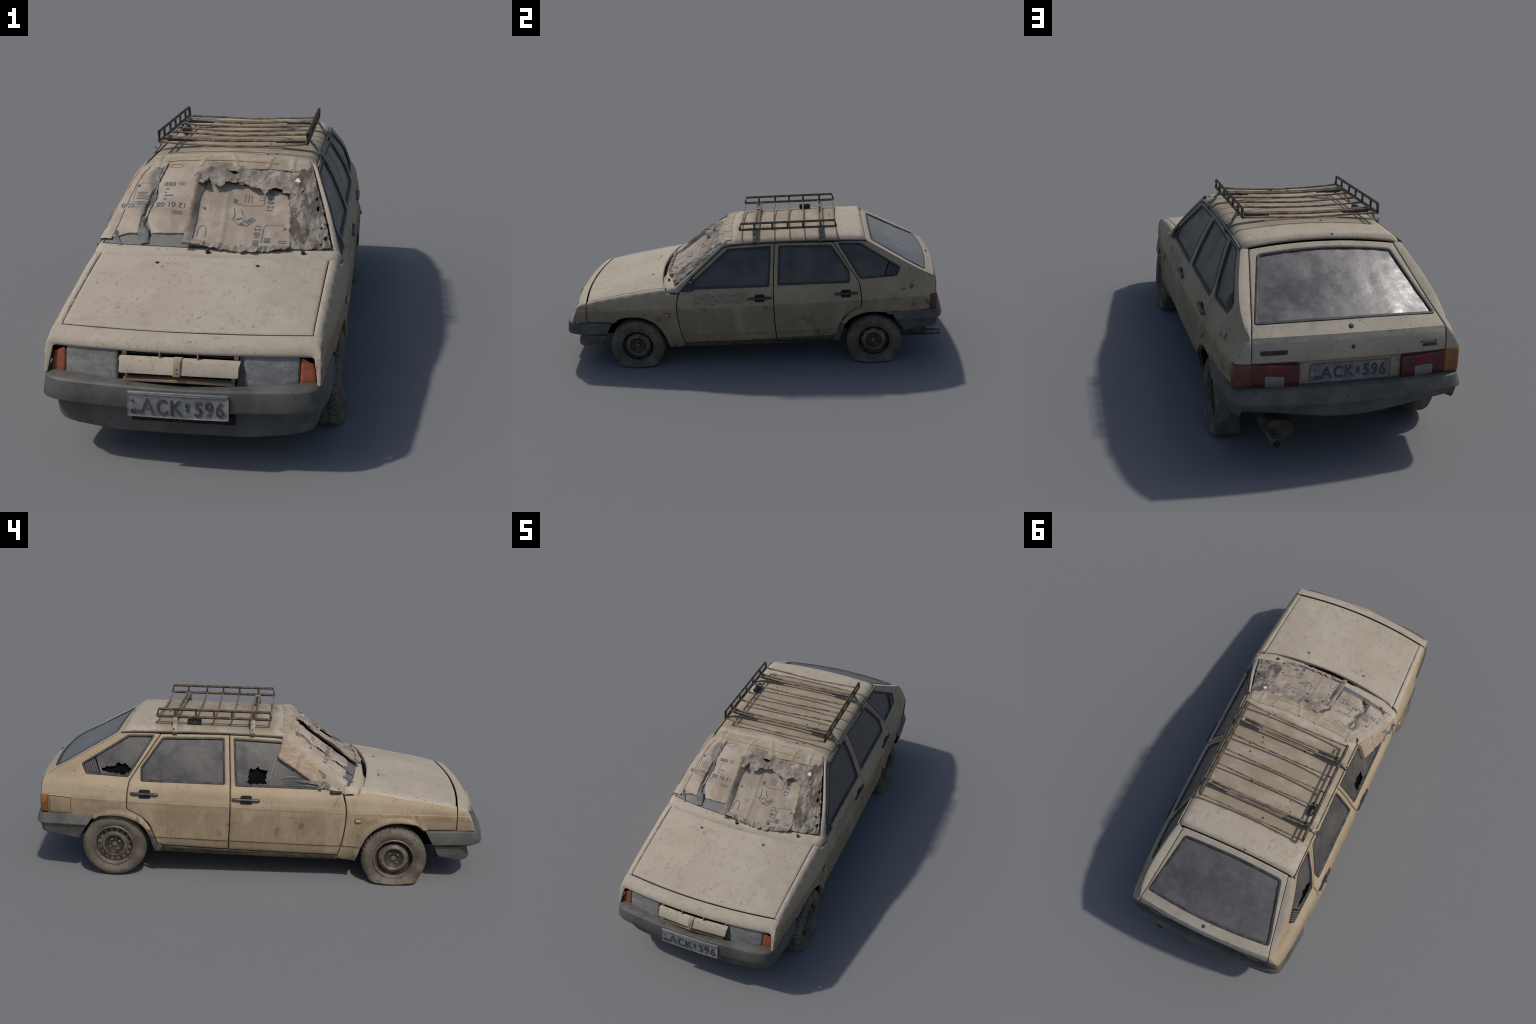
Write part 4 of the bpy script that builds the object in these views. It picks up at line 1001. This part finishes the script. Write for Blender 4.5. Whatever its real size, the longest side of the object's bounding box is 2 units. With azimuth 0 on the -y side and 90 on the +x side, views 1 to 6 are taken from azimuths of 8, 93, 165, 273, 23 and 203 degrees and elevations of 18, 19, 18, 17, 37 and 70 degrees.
for pts in ([(-.366, .432), (-.352, .405), (-.335, .378)], [(-.363, .432), (-.345, .395), (-.322, .350)], [(-.370, .440), (-.356, .408), (-.345, .398)]):
    recalc(mesh_obj('loose_thread', *tube([np.array([-(side_x(*q) + .004), *q]) for q in smooth_line(pts, 4)], [.003] * 4 + [.002] * 4 + [.001], 5), M['film'], cover))
sc = sheet_map(lambda x, m: torn_h(x, m) + .004)
panel('paper_scrap', [(.221, .276), (.237, .270), (.240, .287), (.228, .293)], sc, M['white'], cover, h=.01, r=0, thick=.002, sign=1)

# printed marks on the cardboard
def print_text(s, x, m, size, ang, hf, off=.0018, mat='blue', mirror=1, name='printed_text', sx=1.0):
    V, F = text_mesh(s, size, 0, .0001); ca, sa = math.cos(ang), math.sin(ang); f = sheet_map(hf)
    # split long faces so that the print follows the sheet
    bm = bmesh.new(); vs = [bm.verts.new(tuple(v)) for v in V]; bm.verts.ensure_lookup_table()
    for q in F:
        try: bm.faces.new([vs[i] for i in q])
        except ValueError: pass
    bmesh.ops.triangulate(bm, faces=bm.faces[:]); 
    for _ in range(2):
        ed = [e for e in bm.edges if e.calc_length() > .006]
        if ed: bmesh.ops.subdivide_edges(bm, edges=ed, cuts=1); bmesh.ops.triangulate(bm, faces=bm.faces[:])
    bm.verts.index_update(); P = []
    for v in bm.verts:
        a, b = v.co.x * mirror * sx, v.co.y; q = (x + a * ca - b * sa, m + a * sa + b * ca); P.append(f(*q) + WN * off)
    Fs = [tuple(v.index for v in q.verts) for q in bm.faces]; bm.free()
    return P, Fs
def print_line(pts, w, hf, off=.0018):
    f = sheet_map(hf); rows = []
    for i, p in enumerate(resample_n(pts, max(4, len(pts) * 5))): rows.append(p)
    out = []; R = []
    for i, p in enumerate(rows):
        t = np.array(rows[min(i + 1, len(rows) - 1)]) - np.array(rows[max(i - 1, 0)]); t /= np.linalg.norm(t) + 1e-9; q = np.array([-t[1], t[0]])
        R.append([f(*(np.array(p) + q * w * s)) + WN * off for s in (-1, 1)])
    return loft(R)
def print_rect(x0, x1, m0, m1, hf, off=.0014):
    f = sheet_map(hf); R = [[f(x, m) + WN * off for x in np.linspace(x0, x1, 7)] for m in np.linspace(m0, m1, 5)]; return loft(R)
pi = math.pi
blue = [print_text('12 01 08', -.160, .158, .0285, pi, box_h), print_text('12 0', -.3060, .150, .026, pi, box_h, off=.0050),
        print_text('12 01 07', .152, .205, .0285, pi / 2, mid_h), print_text('12 01 08', .122, .052, .0265, -pi / 2, mid_h, off=.003),
        print_text('TORK', -.262, .1585, .0125, pi, box_h, off=.003)]
dim = []
blue += [print_line([(-.292, .140), (-.291, .238), (-.285, .246), (-.245, .248)], .0006, box_h), print_line([(-.292, .140), (-.205, .143)], .0006, box_h)]
blue += [print_line([(c[0] + r * math.cos(t), c[1] + r * math.sin(t)) for t in np.linspace(0, 2 * pi, 12)], .0022, box_h) for c, r in (((-.283, .236), .0038),)]
dim += [print_line([(-.198 + .0045 * k, .234), (-.198 + .0045 * k, .251)], .0006 + .0006 * (k % 3), box_h) for k in range(9)]
dim += [print_line([(-.150, .252 - .004 * k), (-.150 + .018 + .006 * (k % 2), .252 - .004 * k)], .0007, box_h) for k in range(4)]
dim += [print_line([(-.158 + .006 * (k % 2), .132 - .0035 * k), (-.120, .132 - .0035 * k)], .0008, box_h) for k in range(4)]
for k, (a, b) in enumerate(((.205, .035), (.198, .028), (.191, .050), (.184, .040), (.177, .052))): dim.append(print_line([(-.282, a), (-.282 + b, a)], .0012, box_h))
for k in range(4): blue.append(print_line([(-.190, .222 - k * .014), (-.190 + (.012, .006, .03, .01)[k], .222 - k * .014)], .0022, box_h))
dim += [print_line([(-.284, .151), (-.240, .151), (-.240, .166), (-.284, .166), (-.284, .151)], .0008, box_h)]
blue += [print_line([(-.200 + .024 * math.cos(t) * 1.0 + .03, .326 + .0085 * math.sin(t)) for t in np.linspace(0, 2 * pi, 18)], .0008, box_h)]
blue += [print_text('v', -.062, .341, .026, pi, box_h, off=.004), print_text('v', -.052, .150, .028, .6, mid_h, off=.003)]
blue += [print_line([(-.046 + .0125 * math.cos(t), .058 + .024 * math.sin(t)) for t in np.linspace(0, pi, 10)] + [(-.0585, .034)], .0008, mid_h), print_line([(-.0335, .058), (-.0335, .034)], .0008, mid_h)]
# fold-here pictogram and frames on the middle sheet
blue += [print_line([(.040, .165), (.046, .135), (.040, .120), (.060, .098), (.082, .100)], .0011, mid_h), print_line([(.062, .162), (.070, .140), (.080, .128)], .0009, mid_h),
         print_line([(.060, .098), (.100, .128), (.112, .122), (.086, .092), (.060, .098)], .0012, mid_h), print_line([(.082, .108), (.100, .122)], .0042, mid_h), print_line([(.050, .118), (.066, .126), (.078, .116)], .0018, mid_h)]
blue += [print_line([(.034, .188), (.070, .178), (.130, .180), (.131, .228)], .0008, mid_h), print_line([(c[0] + r * math.cos(t), c[1] + r * math.sin(t)) for c, r in (((.040, .196), .0045),) for t in np.linspace(0, 2 * pi, 12)], .0022, mid_h)]
dim += [print_rect(.112, .130, .205, .226, mid_h)] + [print_line([(.070 + .010 * k, .192), (.070 + .010 * k, .225)], .0011, mid_h) for k in range(3)]
blue += [print_line([(.205, .098), (.150, .098), (.142, .088), (.140, .022)], .0009, mid_h), print_rect(.148, .166, .022, .042, mid_h)]
dim += [print_line([(.190, .030), (.215, .030)], .0015, mid_h), print_line([(.190, .022), (.215, .022)], .0015, mid_h)]
blue += [print_line([(c[0] + r * math.cos(t), c[1] + r * math.sin(t)) for t in np.linspace(0, 2 * pi, 12)], .002, mid_h) for c, r in (((.206, .084), .0035),)]
mesh_obj('printed_mark', *join(blue), M['blue'], cover, 180); mesh_obj('printed_mark', *join(dim), M['bluedim'], cover, 180)
# figures on the folded side of the box
def flap_pt(y, z): return np.array([-(side_x(y, z) + .0165), y, z])
parts = []
for s, y0, z0, a in (('0', -.279, .478, .9), ('1', -.266, .492, .9), ('0', -.284, .4455, .9), ('8', -.298, .438, .9)):
    V, F = text_mesh(s, .030, 0, .0006); ca, sa = math.cos(a), math.sin(a)
    parts.append(([flap_pt(y0 - (v[0] * ca - v[1] * sa), z0 + v[0] * sa + v[1] * ca) for v in V], F))
mesh_obj('printed_mark', *join(parts), M['blue'], cover, 180)

# ------------------------------------------------------------------ mirrors
fm = side_map(1)
sail = [(-.352, .4050), (-.347, .4180), (-.298, .4700), (-.288, .4660), (-.288, .4080)]
mir = panel('mirror_base', round_corners(sail, .004)[::-1], lambda y, z: np.array([side_x(y, z), y, z]), M['plastic'], car, h=.012, r=.004, drop=.003, thick=.010, sign=-1 if nrm(lambda y, z: np.array([side_x(y, z), y, z]), -.3, .43)[0] < 0 else 1, base=.006)
V, F = box((.374, -.302, .434), (.020, .026, .046), .006); V = [np.array([v[0] - (v[2] - .434) * .35, v[1] + (v[2] - .434) * .2, v[2]]) for v in V]; mesh_obj('mirror_stub', V, F, M['plastic'], mir)
V, F = box((.381, -.295, .392), (.005, .034, .004), .0015); mesh_obj('mirror_shard', V, F, M['rubber'], mir)
ml_ = panel('mirror_base', round_corners(sail, .004), lambda y, z: np.array([-side_x(y, z), y, z]), M['plastic'], car, h=.012, r=.004, drop=.003, thick=.010, sign=1 if nrm(lambda y, z: np.array([-side_x(y, z), y, z]), -.3, .43)[0] < 0 else -1, base=-.003)
V, F = box((-.383, -.330, .4075), (.022, .050, .014), .004); mesh_obj('mirror_stub', V, F, M['plastic'], ml_)
V, F = box((-.380, -.262, .4180), (.006, .018, .026), .002); mesh_obj('mirror_bracket', V, F, M['foot'], ml_)
recalc(mesh_obj('bracket_hole', *tube([(-.3825, -.262, .419), (-.3845, -.262, .419)], .0055, 10), M['shade'], ml_))

# ------------------------------------------------------------------ inner shell and underbody (dark)
rows = []
for y in (-.905, -.85, -.70, -.55, -.44, -.40, -.36, -.20, -.13, -.05, .2, .5, .585, .62, .75, .90, .925):
    if y < -.45: zt = hood_z(0, max(y, -.87)) - .018; zs = ZB(y) - .012
    elif y < -.35: zt = .412; zs = ZB(y) - .012
    elif y < -.13: zt = .440 + (y + .35) * .80; zs = ZB(y) - .01
    elif y < .59: zt = roof_z(0, y) - .026; zs = ZB(y) - .01
    else: zt = np.interp(y, [.59, .9147, .93], [.620, .452, .43]); zs = min(ZB(y) - .01, zt)
    if y < -.86: zt = .322; zs = .30
    xs_ = XB(y) - .020; xt = max(.05, xs_ - max(0, zt - .024 - zs) * KG * 1.05) if y > -.36 else xs_ - .02
    zm = ZC(y); xm = XC(y) - .020; wheel = abs(y + .595) < .2 or abs(y - .62) < .2
    xl_ = .300; 
    rows.append([np.array(p) for p in ((-xt, y, zt - .018), (0, y, zt), (xt, y, zt - .018), (xs_, y, zs), (xm, y, zm), (xm - .004, y, .305), (xl_, y, .300), (xl_, y, .150 if y < .7 else .215), (-xl_, y, .150 if y < .7 else .215), (-xl_, y, .300), (-xm + .004, y, .305), (-xm, y, zm), (-xs_, y, zs))])
V, F = loft(rows, True); n = len(rows[0]); F += [tuple(range(n)), tuple(len(V) - n + i for i in range(n))]
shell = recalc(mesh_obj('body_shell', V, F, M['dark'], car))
und = mesh_obj('floor_pan', *box((0, -.04, .172), (.58, 1.60, .060), .01), M['under'], car)
for S in (1, -1):
    mesh_obj('sill_core', *box((S * .343, .01, .215), (.080, .84, .19), .004), M['under'], und)
    for cy, cz in ((-.595, .112), (.614, .120)):
        rows = [[np.array([S * x, cy + (r0) * math.cos(t), cz + r0 * math.sin(t)]) for t in np.linspace(.42, pi - .42, 26)] for x, r0 in ((.385, .172), (.36, .174), (.295, .174), (.294, .02))]
        V, F = loft(rows); recalc(mesh_obj('wheel_well', V, F, M['dark'], und))
recalc(mesh_obj('axle_beam', *tube([(-.33, .631, .130), (.33, .631, .120)], .018, 8), M['under'], und))
mesh_obj('engine_tray', *box((0, -.62, .135), (.42, .30, .05), .01), M['under'], und)

# ------------------------------------------------------------------ wheels
TW = .0425                                                # half width
def tyre_profile():
    P = [(.0885, TW - .008), (.0905, TW - .003), (.096, TW + .0005), (.108, TW + .0030), (.120, TW + .0015), (.130, TW - .003), (.1365, TW - .0085), (.1400, TW - .015)]
    for x in np.linspace(TW - .019, -TW + .019, 33): P.append((.1415, x))
    P += [(.1400, -TW + .015), (.1365, -TW + .0085), (.130, -TW + .003), (.120, -TW - .001), (.108, -TW), (.0885, -TW + .008), (.080, -TW + .016), (.080, TW - .016)]
    return P
def make_wheel(x, y, z, S, flat, style, k, tread):
    w = empty('wheel', car, (x, y, z))
    SEG = 336 if tread else 180; V, F = revolve(tyre_profile(), SEG); nP = len(tyre_profile()); out = []
    for i, v in enumerate(V):
        ax, yy, zz = v; r = math.hypot(yy, zz); a = math.atan2(zz, yy)
        if r > .1385 and abs(ax) < TW - .010 and tread:    # zigzag blocks
            zig = math.sin(a * 42 + 2.2 * abs(((ax / .012) % 2) - 1) * 1.4); g = -.0042 if zig < -.30 else 0.0
            if abs(abs(ax) - .011) < .0016: g = -.0045
            q = (r + g) / r; yy *= q; zz *= q
        elif r > .139 and not tread:
            q = (r - .0010 * (math.sin(a * 60 + ax * 200) > .6)) / r; yy *= q; zz *= q
        if .09 < r < .139: ax += .0012 * N3(yy, zz, k, 22) * np.sign(ax)
        if flat:
            lim = -z + .0005; dep = max(0, (lim + .030) - zz) if r > .085 else 0   # collapse over the contact patch
            if dep > 0:
                t = min(1, dep / .055); side = np.sign(ax) if ax else 1
                zz2 = lim + .030 - .0325 * (1 - math.exp(-dep / .022)); zz = max(zz2, lim)
                ax += side * .0135 * math.sin(min(1, t * 1.1) * pi * .72) * min(1, abs(ax) / .03); yy *= 1 + .15 * t
                ax += .006 * N3(yy, zz, k + 3, 30) * t; zz = max(lim, zz + .004 * max(0, N3(yy, ax, k, 30)) * t)
            if S * ax * 1 > .02 and r > .095: ax += S * .003 * N3(yy, zz, k + 8, 14)
        out.append(np.array([ax * 1.0, yy, zz]))
    fm_ = []
    for f in F: fm_.append(1 if 6 <= f[0] // SEG <= 41 else 0)
    ty = mesh_obj('tyre', out, F, None, w, 40, mats=[M['tyre'], M['tread']], fmat=fm_); recalc(ty)
    R = .0895
    # rim, outward +u ; u = S * x
    prof = [(R + .001, .0335), (R + .0005, .0385), (R - .002, .0405), (R - .0055, .0395), (R - .0075, .0350), (R - .009, .022), (R - .012, .010), (R - .022, .006), (.060, .012)]
    V, F = revolve([(r, S * u) for r, u in prof], 56); rim = recalc(mesh_obj('rim', V, F, None, w, 35, mats=[M['rim'], M['rimdish']], fmat=[1 if f[0] // 56 < 5 else 0 for f in F]))
    dish = {'holes': [(.0785, .0085), (.0765, .0160), (.0580, .0190), (.0520, .0270), (.0455, .0285), (.0390, .0270), (.0345, .0180), (.0120, .0170), (.0110, .0215), (.0075, .0230), (.0001, .0232)],
            'bowl': [(.0700, .0095), (.0660, .0190), (.0560, .0300), (.0490, .0325), (.0435, .0300), (.0350, .0215), (.0300, .0190), (.0120, .0185), (.0110, .0225), (.0075, .0240), (.0001, .0242)],
            'slots': [(.0700, .0090), (.0660, .0160), (.0560, .0220), (.0470, .0240), (.0420, .0235), (.0360, .0150), (.0300, .0120), (.0120, .0120), (.0110, .0175), (.0075, .0190), (.0001, .0192)]}[style]
    V, F = revolve([(r, S * u) for r, u in dish], 56)
    if style == 'bowl' and k % 2 == 0:                    # polygonal worn bowl edge
        V = [v * np.array([1, 1 + .05 * math.cos(9 * math.atan2(v[2], v[1])), 1 + .05 * math.cos(9 * math.atan2(v[2], v[1]))]) if .036 < math.hypot(v[1], v[2]) < .052 else v for v in V]
    ds = recalc(mesh_obj('wheel_disc', V, F, None, rim, 30, mats=[M['rimdish'], M['rim']], fmat=[1 if (4 <= f[0] // 56 <= 7 or f[0] // 56 == 0) else 0 for f in F]))
    def disc(r, a, u, rx, ry, mat, name, par):
        cy, cz = r * math.cos(a), r * math.sin(a); pts = []
        for t in np.linspace(0, 2 * pi, 13)[:-1]:
            dr, dt = rx * math.cos(t), ry * math.sin(t); pts.append((cy + dr * math.cos(a) - dt * math.sin(a), cz + dr * math.sin(a) + dt * math.cos(a)))
        V = [np.array([S * u, *p]) for p in pts] + [np.array([S * (u - .004), *p]) for p in pts]; n = 12
        F = [tuple(range(n)), tuple(range(2 * n - 1, n - 1, -1))] + [(i, (i + 1) % n, n + (i + 1) % n, n + i) for i in range(n)]
        return recalc(mesh_obj(name, V, F, mat, par, 30))
    if style == 'holes':
        for i in range(16): disc(.0670, 2 * pi * i / 16, .0186, .0056, .0056, M['shade'], 'vent_hole', ds)  # black discs laid on the dish in place of each hole
    elif style == 'slots':
        for i in range(8): disc(.0640, 2 * pi * (i + .5) / 8, .0196, .0036, .0095, M['shade'], 'vent_hole', ds)
    else:
        for i in range(12 if k % 2 else 2): disc(.0655, 2 * pi * i / (12 if k % 2 else 2) + .9, .0120, .0045, .0075 if k % 2 else .014, M['shade'], 'vent_hole', ds)
    u0 = {'holes': .0172, 'bowl': .0186, 'slots': .0122}[style]; first = None
    for i in range(4):
        if k == 1 and i == 3: continue
        a = pi / 2 * i + .5 + k * .35
        if first is None:
            V, F = tube([(0, 0, 0), (S * .0050, 0, 0), (S * .0065, 0, 0)], [.0042, .0040, .0026], 6); first = recalc(mesh_obj('wheel_bolt', V, F, M['bolt'], ds)); b = first
        else: b = first.copy(); SC.objects.link(b)
        b.location = (S * u0, .0245 * math.cos(a), .0245 * math.sin(a))
    recalc(mesh_obj('hub_shaft', *tube([(-S * .04, 0, 0), (S * .004, 0, 0)], .026, 16), M['under'], rim))
    return w
make_wheel(.3610, -.5955, .1130, 1, True, 'bowl', 3, True)
make_wheel(-.3610, -.5895, .1130, -1, True, 'bowl', 1, True)
make_wheel(.3490, .6320, .1130, 1, True, 'slots', 4, False)
make_wheel(-.3490, .6320, .1418, -1, False, 'holes', 6, False)

# ------------------------------------------------------------------ exhaust
rows = []
for y, k in ((.690, .86), (.700, 1.0), (.905, 1.0), (.913, .93)):
    rows.append([np.array([.2200 + .0520 * k * math.cos(t), y, .1130 + .0370 * k * math.sin(t)]) for t in np.linspace(0, 2 * pi, 25)[:-1]])
V, F = loft(rows, True); F += [tuple(range(24)), tuple(len(V) - 24 + i for i in range(24))]
muf = recalc(mesh_obj('muffler', V, F, M['muffler'], car, 30))
V, F = tube([(.2460, .900, .1000), (.2450, .950, .1010), (.2440, .9860, .1020)], .0172, 16); recalc(mesh_obj('tail_pipe', V, F, M['pipe'], muf, 30))
recalc(mesh_obj('pipe_bore', *tube([(.2440, .960, .1015), (.2440, .9866, .1020)], .0146, 16), M['shade'], muf))  # solid dark plug capping the pipe, coloured as its unlit inside
recalc(mesh_obj('exhaust_pipe', *tube([(.05, -.45, .105), (.03, 0, .108), (.06, .35, .120), (.16, .60, .118), (.20, .70, .113)], .014, 8), M['muffler'], muf))

# ------------------------------------------------------------------ roof rack
rack = empty('roof_rack', car, (0, 0, 0))
def rail_z(y, top): return (.7205 + .0085 * (y + .045) / .495) if top else (.6885 + .0085 * (y + .045) / .495)
def rx(S): return S * .2505 - .004
for S in (1, -1):
    x = rx(S); y0, y1 = -.047, .449
    parts = [tube([(x, y0, rail_z(y0, 0)), (x + S * .001, y0 + .008, rail_z(y0, 1)), (x + S * .001, .20, rail_z(.2, 1)), (x + S * .001, y1 - .008, rail_z(y1, 1)), (x, y1, rail_z(y1, 0))], .0060, 4)]
    parts.append(tube([(x, y0, rail_z(y0, 0)), (x, .20, rail_z(.2, 0)), (x, y1, rail_z(y1, 0))], .0064, 4))
    rl = recalc(mesh_obj('rack_rail', *join(parts), M['rail'], rack))
    for y in (.0310, .123, .2015, .280, .3705): recalc(mesh_obj('rail_post', *tube([(x, y, rail_z(y, 0)), (x + S * .001, y, rail_z(y, 1))], .0046, 4), M['rail'], rl))
slat_y = [-.0445, .0240, .0440, .123, .2015, .280, .3630, .3800, .4430]
for i, y in enumerate(slat_y):
    z = rail_z(y, 0) - .001; pts = []; sag = .0135 if i == 0 else .0065 if i == 8 else .0090; ph = rng.rand() * 6
    for t in np.linspace(-1, 1, 15):
        pts.append((rx(1) * (t + 1) / 2 + rx(-1) * (1 - t) / 2, y + .0012 * math.sin(3 * t + ph), z - sag * (1 - abs(t) ** 1.25) + .0008 * math.sin(5 * t + ph)))
    recalc(mesh_obj('rack_slat', *tube(pts, .0040 if i not in (1, 2, 6, 7) else .0044, 8), M['rust'], rack))
for yp in (.034, .3715):
    for S in (1, -1):
        zz = rail_z(yp, 0) - .009
        recalc(mesh_obj('slat_sleeve', *box((S * .1890 - .004, yp, zz), (.100, .026, .009), .002), M['plastic'], rack))
        # foot: strap from the sleeve out and down to the gutter
        xt = rx(S); g = roof_edge = S * .2855
        prof = [(xt - S * .02, zz + .004), (xt + S * .004, zz + .003), (xt + S * .012, zz - .004), (S * .2700, .6600), (S * .2830, .6480), (S * .2900, .6380), (S * .2900, .6280), (S * .2870, .6255)]
        rows = [[np.array([px, yp - .002 + dy, pz + dz]) for dy, dz in ((-.011, -.0008), (-.009, .0046), (.009, .0046), (.011, -.0008), (.009, -.0052), (-.009, -.0052))] for px, pz in resample_n(prof, 18)]
        V, F = loft(rows, True); F += [tuple(range(6)), tuple(len(V) - 6 + i for i in range(6))]
        ft = recalc(mesh_obj('rack_foot', V, F, M['foot'], rack, 40))
        for q in ((S * .2635, .6680), (S * .2860, .6470)):
            recalc(mesh_obj('foot_bolt', *tube([(q[0], yp, q[1]), (q[0] + S * .004, yp, q[1] + .005)], .0035, 6), M['rail'], ft))
        mesh_obj('foot_clamp', *box((S * .2915, yp - .002, .6280), (.007, .020, .012), .0015), M['rail'], ft)
prof = [(.0001, -.030), (.0115, -.030), (.0135, -.028), (.0135, -.018), (.0125, -.017), (.0125, -.010), (.0140, -.009), (.0140, .002), (.0128, .003), (.0128, .009), (.0140, .010), (.0140, .022), (.0120, .024), (.0120, .030), (.0001, .030)]
V, F = revolve(prof, 20); V = [np.array([v[1] - .2310, v[0] + .2885, v[2] + .6690]) for v in V]
recalc(mesh_obj('strap_reel', V, F, M['plastic'], rack, 30))

# ------------------------------------------------------------------ keep the tree at thing > part > sub-part
for o in list(SC.objects):
    chain = []; q = o
    while q.parent is not None: q = q.parent; chain.append(q)
    if len(chain) > 2: o.parent = chain[-2]
